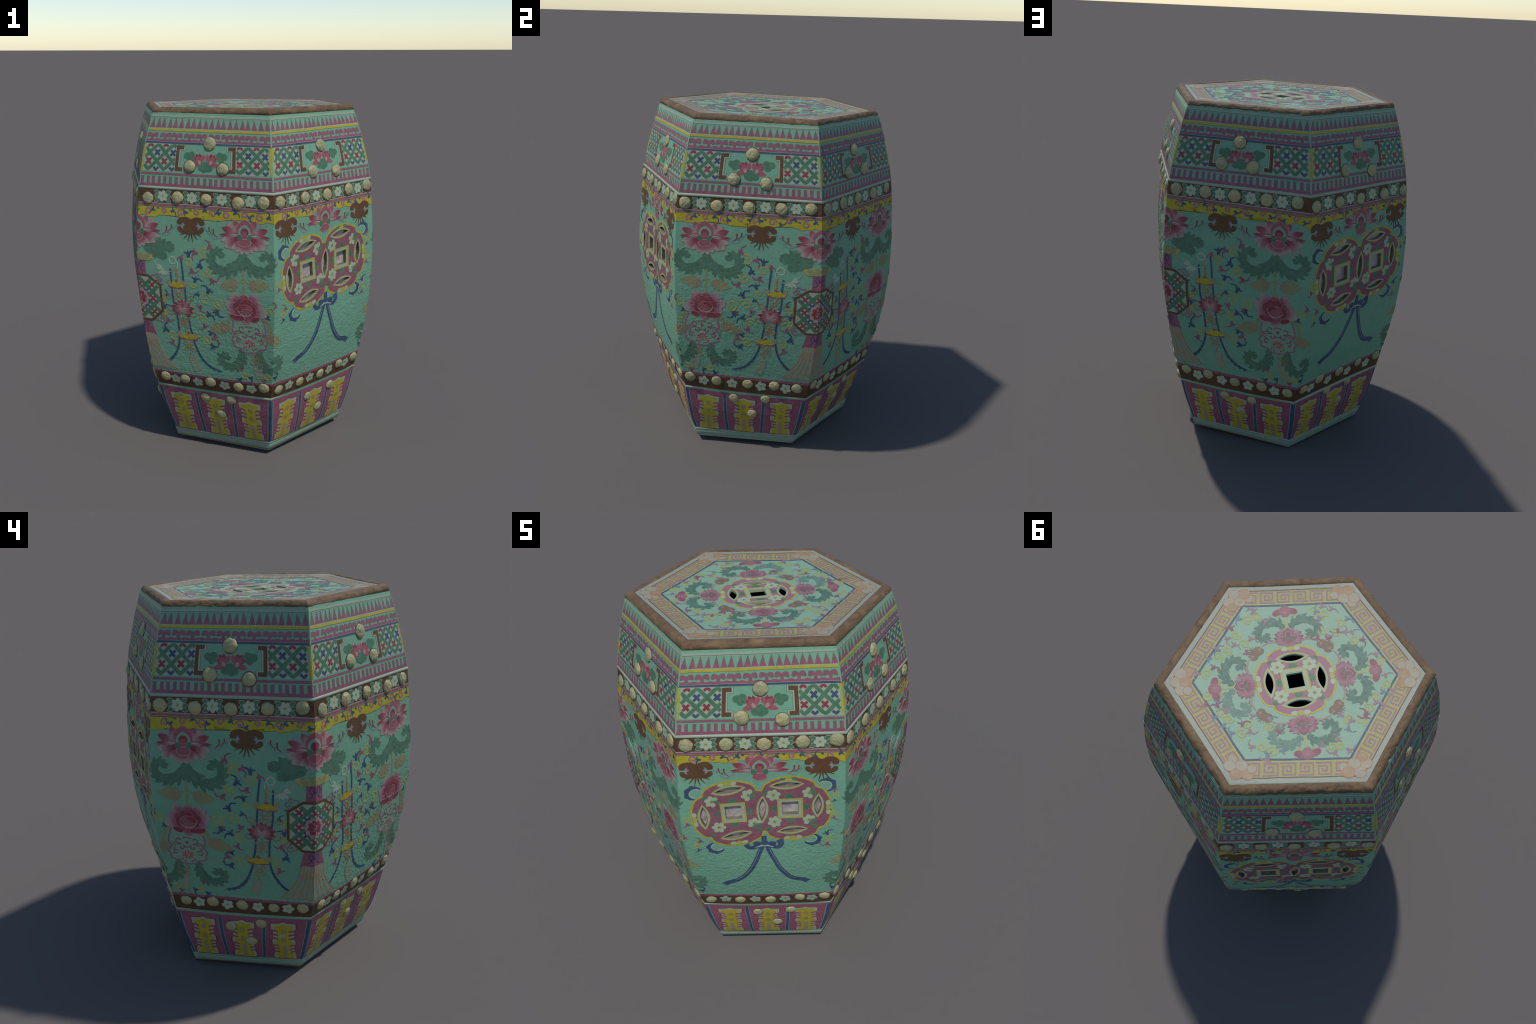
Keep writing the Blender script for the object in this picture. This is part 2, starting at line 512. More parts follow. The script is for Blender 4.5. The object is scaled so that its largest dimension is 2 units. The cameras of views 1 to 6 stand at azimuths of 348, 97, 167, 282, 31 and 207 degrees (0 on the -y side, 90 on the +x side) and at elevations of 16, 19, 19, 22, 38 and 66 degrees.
def lay(name, art, frame, lift=0.0006, parent=None, origin=None, dx=0.0, dy=0.0, flip=False):
    """lay a pile of pieces on the stool. frame: ("panel", f), ("corner", k), ("bandpanel", f)
    where x is a fraction of the half width, or ("top", azimuth) for the seat"""
    kind, idx = frame[0], frame[1]
    bm = bmesh.new()
    slots, order = {}, {}
    for (pts, faces), mat, layer in art.items:
        j = order[layer] = order.get(layer, 0) + 1
        z = 0.0004 + 0.32 * lift + layer * LAYER + (j % 11) * 0.000014
        vs = [bm.verts.new(((-x if flip else x) + dx, y + dy, z)) for x, y in pts]
        mi = slots.setdefault(mat, len(slots))
        for f in faces:
            if len(set(f)) < 3:
                continue
            try:
                fc = bm.faces.new([vs[i] for i in f])
                fc.material_index = mi
            except ValueError:
                pass
    bmesh.ops.triangulate(bm, faces=[f for f in bm.faces if len(f.verts) > 4])
    if kind != "top":
        ys = [v.co.y for v in bm.verts]
        for h in RINGS:
            if min(ys) < h - 1e-5 and h + 1e-5 < max(ys):
                bmesh.ops.bisect_plane(bm, geom=bm.verts[:] + bm.edges[:] + bm.faces[:], dist=1e-6, plane_co=(0, h, 0), plane_no=(0, 1, 0))
        xs = [v.co.x for v in bm.verts]
        step = 0.2 if kind == "bandpanel" else 0.08
        for i in range(int(min(xs) / step) - 1, int(max(xs) / step) + 2):
            if min(xs) + 1e-4 < i * step < max(xs) - 1e-4:
                bmesh.ops.bisect_plane(bm, geom=bm.verts[:] + bm.edges[:] + bm.faces[:], dist=1e-6, plane_co=(i * step, 0, 0), plane_no=(1, 0, 0))
        if kind == "panel":
            hm = (min(ys) + max(ys)) / 2
            for sg in (-1, 1):
                w = half_width(idx, hm) * sg
                if min(xs) < w < max(xs):
                    # the corner leans, so cut along its chord over this motif
                    w0, w1 = half_width(idx, min(ys)) * sg, half_width(idx, max(ys)) * sg
                    d = Vector((w1 - w0, max(ys) - min(ys), 0)).normalized()
                    bmesh.ops.bisect_plane(bm, geom=bm.verts[:] + bm.edges[:] + bm.faces[:], dist=1e-6, plane_co=(w0, min(ys), 0), plane_no=(d.y, -d.x, 0))
        if kind == "corner":
            bmesh.ops.bisect_plane(bm, geom=bm.verts[:] + bm.edges[:] + bm.faces[:], dist=1e-6, plane_co=(0, 0, 0), plane_no=(1, 0, 0))
    else:
        for axis in (0, 1):
            vals = [v.co[axis] for v in bm.verts]
            lo, hi = min(vals), max(vals)
            no = (1, 0, 0) if axis == 0 else (0, 1, 0)
            for i in range(int(lo / 0.045) - 1, int(hi / 0.045) + 2):
                c = i * 0.045
                if lo + 1e-4 < c < hi - 1e-4:
                    bmesh.ops.bisect_plane(bm, geom=bm.verts[:] + bm.edges[:] + bm.faces[:], dist=1e-6, plane_co=(c * no[0], c * no[1], 0), plane_no=no)
    # face orientation: outward is +z of the drawing plane
    for f in bm.faces:
        f.normal_update()
    bmesh.ops.reverse_faces(bm, faces=[f for f in bm.faces if f.normal.z < 0])
    # side walls so that every piece has thickness
    edges = [e for e in bm.edges if len(e.link_faces) == 1]
    ret = bmesh.ops.extrude_edge_only(bm, edges=edges)
    newv = {g for g in ret["geom"] if isinstance(g, bmesh.types.BMVert)}
    for g in ret["geom"]:
        if isinstance(g, bmesh.types.BMFace):
            other = [lf for e in g.edges for lf in e.link_faces if lf is not g and abs(lf.normal.z) > 0.5]
            if other:
                g.material_index = other[0].material_index
    for v in newv:
        v.co.z = -0.0015
    bm.verts.ensure_lookup_table()
    co = np.array([v.co[:] for v in bm.verts])
    if len(co) == 0:
        bm.free()
        return None
    x, h, z = co.T.copy()
    # the painter's hand is never quite steady
    seed = idx * 7.3 + 1.7
    wob = np.array([noise.noise_vector((a * 14 + seed, b * 14, seed))[:2] for a, b in zip(x, h)])
    h = h + 0.0022 * wob[:, 1]
    if kind in ("panel", "top"):
        inside = np.ones_like(x) if kind == "top" else np.abs(x) < 0.97 * np.linalg.norm(ring_at(idx + 1, h) - ring_at(idx, h), axis=-1) / 2
        x = x + 0.0022 * wob[:, 0] * inside
    if kind == "panel":
        P = on_panel(idx, x, h, z)
        W = lambda f: np.linalg.norm(ring_at(f + 1, h) - ring_at(f, h), axis=-1) / 2
        w = W(idx)
        over, under = x > w, x < -w
        if over.any():
            P[over] = on_panel((idx + 1) % 6, x - w - W(idx + 1), h, z)[over]
        if under.any():
            P[under] = on_panel((idx - 1) % 6, x + w + W(idx - 1), h, z)[under]
    elif kind == "bandpanel":
        w = np.linalg.norm(ring_at(idx + 1, h) - ring_at(idx, h), axis=-1) / 2
        P = on_panel(idx, np.clip(x, -1, 1) * w, h, z)
    elif kind == "corner":
        fa, fb = (idx - 1) % 6, idx % 6
        wa = np.linalg.norm(ring_at(fa + 1, h) - ring_at(fa, h), axis=-1) / 2
        wb = np.linalg.norm(ring_at(fb + 1, h) - ring_at(fb, h), axis=-1) / 2
        A, B = on_panel(fa, np.minimum(x, 0) + wa, h, z), on_panel(fb, np.maximum(x, 0) - wb, h, z)
        P = np.where((x < 0)[:, None], A, B)
        on = np.abs(x) < 1e-6
        P[on] = (A[on] + B[on]) / 2
    else:
        a = math.radians(idx)
        ca, sa = math.cos(a), math.sin(a)
        # drawing y points towards azimuth idx, drawing x to its right seen from above
        cx, cy = frame[2] if len(frame) > 2 else (0.0, 0.0)
        X = cx + h * sa - x * ca
        Y = cy - h * ca - x * sa
        P = np.stack([X, Y, top_z(X, Y) + z], -1)
    o = np.zeros(3)
    if origin is not None:
        ox, oy = (-origin[0] if flip else origin[0]) + dx, origin[1] + dy
        if kind == "panel":
            o = on_panel(idx, ox, oy, 0.0)
        elif kind == "corner":
            o = ring_at(idx, oy)
        elif kind == "top":
            o = np.array([cx + oy * sa - ox * ca, cy - oy * ca - ox * sa, 0.0])
            o[2] = top_z(o[0], o[1])
    for v, p in zip(bm.verts, P - o):
        v.co = p
    me = bpy.data.meshes.new(name)
    bm.to_mesh(me)
    bm.free()
    for m in slots:
        me.materials.append(MATS[m])
    return link(name, me, parent, o)
# ------------------------------------------------------------------ the motifs
def blossom(n, r, leafs=False, mat="blossom_white", heart="pale_yellow", rot=0.0, art=None):
    a = Art()
    if leafs:
        for sx in (-1, 1):
            for dy in (0.024, 0.0, -0.024):
                b = (sx * 0.014, dy * 0.55)
                t = (sx * (0.050 - 0.002 * abs(dy) / 0.024), dy * 1.12)
                a.outlined("enamel_green", "enamel_white", petal(b, t, 0.0185, 0.95), 0.0028)
    for i in range(n):
        t = rot + TAU * i / n + math.pi / 2
        c = (0.6 * r * math.cos(t), 0.6 * r * math.sin(t))
        a.outlined(mat, "outline_grey", ellipse(c, 0.43 * r, 0.36 * r if n == 6 else 0.40 * r, t, 12), 0.0012, 2)
    a.add(heart, ellipse((0, 0), 0.27 * r, n=12), 5)
    a.add("outline_grey", ellipse((0, 0), 0.09 * r, n=8), 6)
    return a


def sprig(mat, ang, size=0.03):
    "forked leaf that grows off a tendril: one long curved blade, one short, and a bud"
    a = Art()
    side = 1 if math.sin(ang * 7.3 + size * 400) > 0 else -1
    u = lambda t, l: (l * size * math.cos(ang + side * t), l * size * math.sin(ang + side * t))
    a.add(mat, stroke(smooth_path([(0, 0), u(0.15, 0.42), u(0.42, 0.80), u(0.95, 1.06)], 4), size * 0.27, size * 0.10))
    a.add(mat, stroke(smooth_path([(0, 0), u(-0.35, 0.40), u(-0.90, 0.72)], 4), size * 0.30, size * 0.12))
    a.add(mat, petal((0, 0), u(-0.20, 0.80), size * 0.26, 0.9), 1)
    return a


def tendril(c, r, a0, way=1, turns=1.2, tail=None, sprigs=(), mat="pale_yellow", w=0.0085):
    a = Art()
    path = curl_path(c, r, a0, turns, way, tail)
    a.add(mat, stroke(path, w * 0.75, w))
    a.add(mat, ellipse(path[-1], w * 0.75, n=10))
    for m, ang, size in sprigs:
        p = (c[0] + r * 1.08 * math.cos(ang), c[1] + r * 1.08 * math.sin(ang))
        a.merge(sprig(m, ang, size), p[0], p[1], layer=1)
    return a


def acanthus(spine, w0, w1, mats=("leaf_green", "leaf_green"), teeth=12, tooth=0.95):
    "curled leaf scroll: a fleshy spine with a comb of pointed lobes along both edges"
    a = Art()
    p = smooth_path(spine, 8)
    n = len(p)
    s = np.linspace(0, 1, n)
    wd = (w0 + (w1 - w0) * s) * np.minimum(1.0, 0.45 + 3.0 * s)
    d = np.gradient(p, axis=0)
    d /= np.linalg.norm(d, axis=1, keepdims=True)
    nr = np.stack([-d[:, 1], d[:, 0]], 1)
    L, R = p + nr * wd[:, None] * 0.36, p - nr * wd[:, None] * 0.36
    a.add(mats[0], ([tuple(q) for ab in zip(L, R) for q in ab], [[2 * i, 2 * i + 1, 2 * i + 3, 2 * i + 2] for i in range(n - 1)]))
    a.add(mats[0], ellipse(p[-1], wd[-1] * 0.55, n=10))
    for i in range(teeth):
        k = int((i + 0.6) / teeth * (n - 1))
        for sg in (-1, 1):
            b = p[k] + nr[k] * sg * wd[k] * 0.12 - d[k] * wd[k] * 0.25
            t = p[k] + nr[k] * sg * wd[k] * tooth * (0.72 + 0.10 * math.sin(i * 2.4 + sg)) + d[k] * wd[k] * 0.50
            a.add(mats[i % 2], petal(b, t, wd[k] * 0.46, 0.85), 1)
    q = p[:: 2]
    a.add("vein_green", stroke(q[1:-1], w0 * 0.10, w1 * 0.05), 2)
    return a


def tinted_leaf(b, t, w):
    a = Art()
    b, t = np.array(b), np.array(t)
    a.outlined("olive_leaf", "salmon_leaf", serrated_leaf(b, t, w, 6), 0.002)
    a.add("salmon_leaf", petal(b, b + (t - b) * 0.5, w * 0.85, 0.8), 2)
    a.add("bone", stroke([b, b + (t - b) * 0.85], 0.003, 0.0015), 3)
    n = np.array([-(t - b)[1], (t - b)[0]])
    for u in (0.3, 0.5, 0.68):
        for sg in (-1, 1):
            q = b + (t - b) * u
            a.add("bone", stroke([q, q + (t - b) * 0.14 + sg * n / np.linalg.norm(n) * w * 0.24], 0.0022, 0.001), 3)
    return a


def lotus_flower(half=False):
    a = Art()
    if not half:
        for sx in (-1, 1):                       # great drooping wing petals
            a.outlined("petal_lower", "pale_rose", petal((sx * 0.015, 0.0), (sx * 0.132, -0.024), 0.046, 1.0, 0.15), 0.0022)
            a.outlined("petal_lower", "pale_rose", petal((sx * 0.012, -0.004), (sx * 0.110, -0.056), 0.060, 1.0, 0.25), 0.0022, 1)
        for x0, x1, y1, w in ((-0.03, -0.070, -0.066, 0.026), (0.03, 0.072, -0.066, 0.026), (-0.018, -0.042, -0.080, 0.034), (0.018, 0.044, -0.080, 0.034), (-0.008, -0.015, -0.092, 0.030), (0.008, 0.017, -0.092, 0.030)):
            a.outlined("petal_hang", "pale_rose", petal((x0 * 0.6, -0.022), (x1, y1), w, 1.15, 0.35), 0.0020, 2 + (abs(x1) < 0.03))
    for sx in (-1, 1):                           # raised petals, alternating rose and pale blue
        a.outlined("petal_upper", "pale_rose", petal((sx * 0.02, 0.004), (sx * 0.138, 0.008), 0.018, 1.4, 0.2), 0.0012, 2)
        a.outlined("petal_upper", "pale_rose", petal((sx * 0.018, 0.004), (sx * 0.126, 0.046), 0.034, 1.6, 0.3), 0.0013, 3)
        a.outlined("pale_blue", "pale_rose", petal((sx * 0.018, 0.006), (sx * 0.098, 0.068), 0.036, 1.5, 0.3), 0.0013, 2)
        a.outlined("petal_upper", "pale_rose", petal((sx * 0.014, 0.008), (sx * 0.060, 0.084), 0.038, 1.4, 0.35), 0.0013, 4)
        a.add("enamel_pink", stroke(smooth_path([(sx * 0.02, 0.006), (sx * 0.06, 0.018), (sx * 0.095, 0.004), (sx * 0.13, -0.004)], 6), 0.008, 0.002), 5)
    a.outlined("rose", "pale_rose", petal((0, -0.01), (0, 0.092), 0.092, 0.95, 0.25), 0.0015, 6)
    a.add("pale_teal", petal((0, -0.012), (0, 0.066), 0.070, 0.9, 0.25), 8)
    a.add("pale_blue", petal((0, 0.0), (0, 0.060), 0.050, 0.95, 0.25), 9)
    a.add("enamel_red", ellipse((0, 0.026), 0.022, 0.021), 10)
    a.add("rose", stroke(smooth_path([(0, 0.03), (0, 0.005), (0, -0.03)], 5), 0.022, 0.03), 10)
    a.outlined("rose", "pale_rose", ellipse((0, -0.03), 0.034, 0.019), 0.004, 10)
    for sx in (-1, 1):
        a.add("enamel_green", ellipse((sx * 0.027, -0.002), 0.014, 0.016), 12)
        a.add("enamel_white", stroke(smooth_path([(sx * 0.04, 0.008), (sx * 0.065, 0.012), (sx * 0.088, 0.004)], 5), 0.008, 0.002), 12)
    return a


def peony_flower():
    a = Art()
    rng = random.Random(5)
    for i in range(10):                          # ruffled outer petals, pale at the rim
        t = TAU * i / 10 + 0.25
        k = 1.0 + 0.12 * math.sin(i * 2.7)
        c = (0.074 * k * math.cos(t), 0.048 * k * math.sin(t))
        a.outlined("peony_petal", "pale_rose", ellipse(c, 0.042 * k, 0.030, t + 0.3 * math.sin(i * 1.9), 14), 0.0016, i % 3)
    for i in range(7):
        t = TAU * i / 7 + 0.8
        c = (0.042 * math.cos(t), 0.028 * math.sin(t) + 0.004)
        a.outlined("enamel_red", "pale_rose", ellipse(c, 0.034, 0.024, t + 1.1, 14), 0.0016, 3 + i % 2 * 2)
    for x, y, r, q in ((-0.016, 0.008, 0.024, 0.5), (0.018, 0.004, 0.026, -0.5), (0.0, -0.012, 0.024, 0.0)):
        a.outlined("rose" if r < 0.025 else "enamel_red", "pale_rose", ellipse((x, y), r, r * 0.62, q, 14), 0.0018, 8)
    a.add("pale_rose", stroke(smooth_path([(-0.045, -0.012), (-0.015, -0.038), (0.02, -0.036), (0.045, -0.010)], 6), 0.010, bell=True), 10)
    for x in (-0.055, 0.03, 0.062):
        a.outlined("enamel_red", "pale_rose", ellipse((x, -0.055), 0.026, 0.014, 0.4 * x / 0.06, 12), 0.0015, 6)
    return a


def small_lotus():
    "open lotus tied into the emblem"
    a = Art()
    for ang, l, w in ((1.35, 0.072, 0.03), (-1.35, 0.072, 0.03), (1.75, 0.066, 0.03), (-1.75, 0.066, 0.03), (0.85, 0.062, 0.028), (-0.85, 0.062, 0.028), (0.4, 0.060, 0.026), (-0.4, 0.060, 0.026), (0.0, 0.062, 0.026)):
        t = math.pi / 2 + ang
        a.outlined("small_lotus_petal", "pale_rose", petal((0, -0.02), (l * math.cos(t), l * math.sin(t) - 0.014), w, 1.0), 0.0012, int(4 - abs(ang) * 2))
    for sx in (-1, 1):
        a.outlined("small_lotus_petal", "pale_rose", petal((0, -0.022), (sx * 0.05, -0.046), 0.028, 1.0), 0.0012, 2)
    a.add("pale_rose", petal((0, -0.036), (0, 0.022), 0.04, 0.9, 0.2), 6)
    a.add("rose", petal((0, -0.008), (0, 0.024), 0.026, 1.1), 7)
    return a


def bat():
    "brown bat-crab charm with pale tassel marks"
    a = Art()
    for sx in (-1, 1):
        a.add("enamel_brown", ellipse((sx * 0.040, 0.026), 0.040, 0.028, sx * -0.10, 20))
        a.add("enamel_brown", ellipse((sx * 0.042, -0.016), 0.036, 0.020, sx * 0.22, 16))
    a.add("enamel_brown", poly([(-0.040, 0.050), (-0.018, 0.048), (0, 0.042), (0.018, 0.048), (0.040, 0.050), (0.036, 0.006), (0.040, -0.014), (0.026, -0.034), (-0.026, -0.034), (-0.040, -0.014), (-0.036, 0.006)]), 1)
    for t, l in ((-0.95, 0.050), (-0.52, 0.056), (-0.16, 0.066), (0.16, 0.064), (0.52, 0.058), (0.98, 0.050)):
        q = -math.pi / 2 + t
        p0 = (0.020 * t, -0.024)
        p2 = (0.020 * t + l * math.cos(q), -0.016 + l * math.sin(q))
        pm = ((p0[0] + p2[0]) / 2 - 0.004 * t, (p0[1] + p2[1]) / 2)
        a.add("enamel_brown", stroke(smooth_path([p0, pm, p2], 4), 0.011, 0.002), 2)
    for sx in (-1, 1):
        for dx, dy in ((-0.022, 0.008), (-0.014, 0.024), (-0.010, -0.018)):
            a.add("pale_blue", petal((sx * 0.052, 0.004), (sx * (0.050 + dx), 0.004 + dy), 0.010, 0.8), 3)
            a.add("enamel_pink", petal((sx * (0.050 + dx * 0.35), 0.004 + dy * 0.35), (sx * (0.050 + dx * 1.05), 0.004 + dy * 1.05), 0.0045, 1.1), 4)
        a.add("pale_blue", stroke([(sx * 0.084, 0.008), (sx * 0.045, 0.004)], 0.007, 0.009), 3)
    return a


def garland(x0, x1, y0, y1, sag):
    "pale ribbon between a bat and a lotus with dark red strokes"
    a = Art()
    xm = (x0 + x1) / 2
    p = smooth_path([(x0, y0), (xm, (y0 + y1) / 2 - sag), (x1, y1)], 8)
    a.add("pale_blue", stroke(p, 0.006, 0.012))
    d = 1 if x1 > x0 else -1
    for u, s in ((0.36, 1.0), (0.62, 1.25)):
        q = p[int(u * (len(p) - 1))]
        a.add("enamel_red", stroke(smooth_path([(q[0] - d * 0.006, q[1] + 0.040 * s), (q[0] - d * 0.002, q[1] + 0.018 * s), (q[0] + d * 0.016 * s, q[1] + 0.004)], 5), 0.007 * s, 0.002), 1)
        a.add("outline_grey", stroke(curl_path((q[0] - d * 0.012, q[1] + 0.02), 0.008, 1.0, 0.8, d, n=10), 0.0025), 1)
    return a


def vase():
    a = Art()
    half = [(0.072, 0.088), (0.086, 0.055), (0.094, 0.022), (0.090, -0.002), (0.076, -0.012), (0.094, -0.03), (0.100, -0.052), (0.090, -0.062), (0.092, -0.082), (0.068, -0.094), (0.050, -0.096), (0.040, -0.112), (0.0, -0.118)]
    a.add("pale_teal", poly(list(smooth_path(half, 4)) + [(-x, y) for x, y in smooth_path(half, 4)][::-1][1:]))
    for sx in (-1, 1):
        a.add("mauve" if sx > 0 else "mauve", stroke([(sx * x, y) for x, y in smooth_path(half, 6)], 0.0085), 2)
        h = smooth_path([(sx * 0.078, 0.088), (sx * 0.108, 0.07), (sx * 0.120, 0.03), (sx * 0.108, -0.004), (sx * 0.094, -0.012)], 6)
        a.add("olive_leaf", stroke(h, 0.020, 0.012), 1)
        a.add("enamel_pink", stroke(smooth_path([(sx * 0.088, -0.002), (sx * 0.062, 0.008), (sx * 0.030, 0.002), (sx * 0.072, -0.006)], 6), 0.005), 3)
        a.add("enamel_pink", stroke(curl_path((sx * 0.040, 0.022), 0.020, -1.6 if sx > 0 else math.pi + 1.6, 0.75, sx), 0.005, 0.007), 3)
        a.add("enamel_pink", stroke(curl_path((sx * 0.030, -0.018), 0.016, 2.2 if sx > 0 else math.pi - 2.2, 0.75, sx), 0.005, 0.008), 3)
        a.add("enamel_pink", stroke(curl_path((sx * 0.064, -0.052), 0.017, 2.8 if sx > 0 else math.pi - 2.8, 0.9, -sx), 0.0055, 0.007), 3)
        a.merge(sprig("enamel_pink", math.pi / 2 - sx * 0.5, 0.018), sx * 0.066, -0.034, layer=3)
    a.add("enamel_pink", ellipse((0, 0.012), 0.009), 3)
    a.add("enamel_pink", stroke(smooth_path([(-0.022, 0.034), (0, 0.040), (0.022, 0.034)], 4), 0.006), 3)
    a.add("enamel_pink", stroke(smooth_path([(-0.02, -0.012), (0, -0.018), (0.02, -0.012)], 4), 0.005), 3)
    a.add("enamel_pink", ellipse((0, 0.068), 0.010), 3)
    a.add("pale_rose", ellipse((0, -0.062), 0.034, 0.026), 3)
    for i in range(9):
        t = TAU * i / 9
        a.add("enamel_red", stroke([(0.012 * math.cos(t), -0.062 + 0.009 * math.sin(t)), (0.031 * math.cos(t), -0.062 + 0.025 * math.sin(t))], 0.0055, 0.003), 4)
    a.add("olive_leaf", ellipse((0, -0.062), 0.009, 0.007, n=10), 5)
    for t in (-2.4, -2.0, -1.14, -0.74):
        a.add("enamel_pink", ellipse((0.045 * math.cos(t), -0.062 + 0.042 * math.sin(t)), 0.006, 0.005, n=8), 4)
    return a


def bow_knot(size=0.03, rot=0.0):
    "iron red bow drawn in line: four loops and a ring"
    a = Art()
    for i in range(4):
        t = rot + math.pi / 4 + i * math.pi / 2
        c, s = math.cos(t), math.sin(t)
        pt = [(0.25 * size * c, 0.25 * size * s), (0.9 * size * c - 0.28 * size * s, 0.9 * size * s + 0.28 * size * c), (1.15 * size * c, 1.15 * size * s), (0.9 * size * c + 0.28 * size * s, 0.9 * size * s - 0.28 * size * c)]
        a.add("iron_red_line", stroke(smooth_path(pt, 4, closed=True), size * 0.13, closed=True))
    a.add("iron_red_line", stroke([(0.32 * size * math.cos(TAU * i / 12), 0.32 * size * math.sin(TAU * i / 12)) for i in range(12)], size * 0.14, closed=True), 1)
    return a


def sheaf(w=0.052):
    "yellow lobed swag with a rose fringe and a small bud"
    a = Art()
    for i, x in enumerate((-0.9, -0.55, -0.2, 0.2, 0.55, 0.9)):
        a.add("enamel_pink", ellipse((x * w, -0.008 - 0.004 * (1 - abs(x))), 0.012, 0.011, n=12))
        a.add("enamel_yellow", ellipse((x * w * 0.95, 0.001 - 0.004 * (i % 2)), 0.013, 0.009, n=12), 1)
    a.add("enamel_yellow", petal((-w * 1.05, 0.0), (w * 1.05, -0.003), 0.030, 1.0), 2)
    a.add("enamel_yellow", ellipse((-0.012, 0.010), 0.018, 0.010, n=12), 2)
    a.add("enamel_yellow", ellipse((0.016, 0.009), 0.016, 0.009, n=12), 2)
    a.outlined("enamel_pink", "iron_red_wash", petal((0, 0.006), (0, 0.034), 0.022, 0.9), 0.004, 0)
    for sx in (-1, 1):
        a.add("iron_red_wash", petal((sx * w * 0.75, 0.004), (sx * w * 1.35, 0.030), 0.022, 1.0), 0)
        a.add("iron_red_wash", petal((sx * w * 0.8, 0.0), (sx * w * 1.45, 0.010), 0.012, 0.8), 0)
    return a


def tag(b, t, w):
    a = Art()
    a.outlined("fringe_wash", "salmon_leaf", stroke(smooth_path([b, ((b[0] + t[0]) / 2 + 0.004, (b[1] + t[1]) / 2), t], 5), w, w * 1.1), 0.0018)
    return a


def fret_piece(cx, cy, w, h, way=1, mat="enamel_blue", lw=0.006):
    "small blue scroll-cloud filling of the rose-coloured bands"
    a = Art()
    for sx in (-1, 1):
        p = smooth_path([(cx + sx * 0.10 * w, cy - 0.05 * h), (cx + sx * 0.12 * w, cy + 0.28 * h), (cx + sx * 0.28 * w, cy + 0.30 * h), (cx + sx * 0.32 * w, cy + 0.06 * h), (cx + sx * 0.18 * w, cy - 0.12 * h), (cx + sx * 0.30 * w, cy - 0.32 * h), (cx + sx * 0.46 * w, cy - 0.36 * h)], 5)
        a.add(mat, stroke(p, lw * 1.25, lw * 0.7))
    a.add(mat, ellipse((cx, cy + 0.05 * h), lw * 0.8, n=8))
    return a


def lattice(x0, x1, y0, y1, cw, ch, ox, oy, art, first="enamel_red", second="enamel_blue", layer=0, lw=0.0185, keep=None):
    "green trellis with cross florets, clipped to a rectangle"
    a = art

    def clip(p, q):
        (ax, ay), (bx, by) = p, q
        t0, t1 = 0.0, 1.0
        for d, lo, hi, s in ((bx - ax, x0, x1, ax), (by - ay, y0, y1, ay)):
            if abs(d) < 1e-9:
                if s < lo or s > hi:
                    return None
                continue
            u, v = sorted(((lo - s) / d, (hi - s) / d))
            t0, t1 = max(t0, u), min(t1, v)
        return None if t1 - t0 < 0.02 else ((ax + (bx - ax) * t0, ay + (by - ay) * t0), (ax + (bx - ax) * t1, ay + (by - ay) * t1))

    L = (y1 - y0) + (x1 - x0) * ch / cw
    n = int(L / ch) + 3
    for i in range(-n, n + 1):
        for sg in (-1, 1):
            # lines through the cell corners
            px = ox + (i + 0.5) * cw
            seg = clip((px - sg * 3 * cw, oy - 3 * ch), (px + sg * 3 * cw, oy + 3 * ch))
            if seg:
                (ax, ay), (bx, by) = seg
                m = max(2, int(math.hypot(bx - ax, by - ay) / 0.02))
                a.add("enamel_green", stroke([(ax + (bx - ax) * k / m, ay + (by - ay) * k / m) for k in range(m + 1)], lw), layer + (sg > 0))
    rows = int((y1 - y0) / (ch / 2)) + 3
    cols = int((x1 - x0) / cw) + 3
    for j in range(-rows, rows + 1):
        for i in range(-cols, cols + 1):
            cx, cy = ox + (i + 0.5 * (j % 2)) * cw, oy + j * ch / 2
            mat = first if j % 2 == 0 else second
            r = 0.155 * cw
            for sg in (-1, 1):
                s = clip((cx - r, cy - sg * r), (cx + r, cy + sg * r))
                if s and (keep is None or keep(cx, cy)):
                    a.add(mat, stroke([s[0], ((s[0][0] + s[1][0]) / 2, (s[0][1] + s[1][1]) / 2), s[1]], cw * 0.14), layer + 2)
    return a


def lotus_spray():
    "two pink lotuses and three green leaves of the bracketed cartouche"
    a = Art()
    for sx in (-1, 1):
        for c, r in (((0.079, 0.018), 0.020), ((0.104, 0.014), 0.019), ((0.088, -0.004), 0.015), ((0.066, 0.006), 0.016)):
            a.add("enamel_green", ellipse((sx * c[0], c[1]), r, r * 0.92, n=12))
        a.outlined("rose", "pale_rose", petal((sx * 0.022, -0.020), (sx * 0.080, -0.034), 0.026, 0.95, 0.1), 0.0018, 2)
        a.outlined("enamel_red", "pale_rose", petal((sx * 0.024, -0.020), (sx * 0.066, 0.008), 0.028, 1.0), 0.0018, 3)
        a.outlined("enamel_red", "pale_rose", petal((sx * 0.022, -0.02), (sx * 0.054, 0.026), 0.028, 1.0), 0.0018, 3)
        a.outlined("enamel_red", "pale_rose", petal((sx * 0.020, -0.02), (sx * 0.034, 0.030), 0.024, 1.0), 0.0018, 3)
        a.outlined("rose", "pale_rose", petal((sx * 0.014, -0.014), (sx * 0.009, 0.026), 0.019, 1.2), 0.0018, 4)
        a.outlined("rose", "enamel_red", ellipse((sx * 0.037, -0.008), 0.017, 0.023, sx * -0.45, 16), 0.0018, 6)
        a.add("pale_rose", ellipse((sx * 0.031, -0.017), 0.009, 0.012, sx * -0.45, 12), 8)
    for c, r in (((-0.022, -0.045), 0.021), ((0.0, -0.026), 0.017), ((0.016, -0.044), 0.021), ((0.004, -0.054), 0.016)):
        a.add("enamel_green", ellipse(c, r, r * 0.85, n=12), 8)
    return a


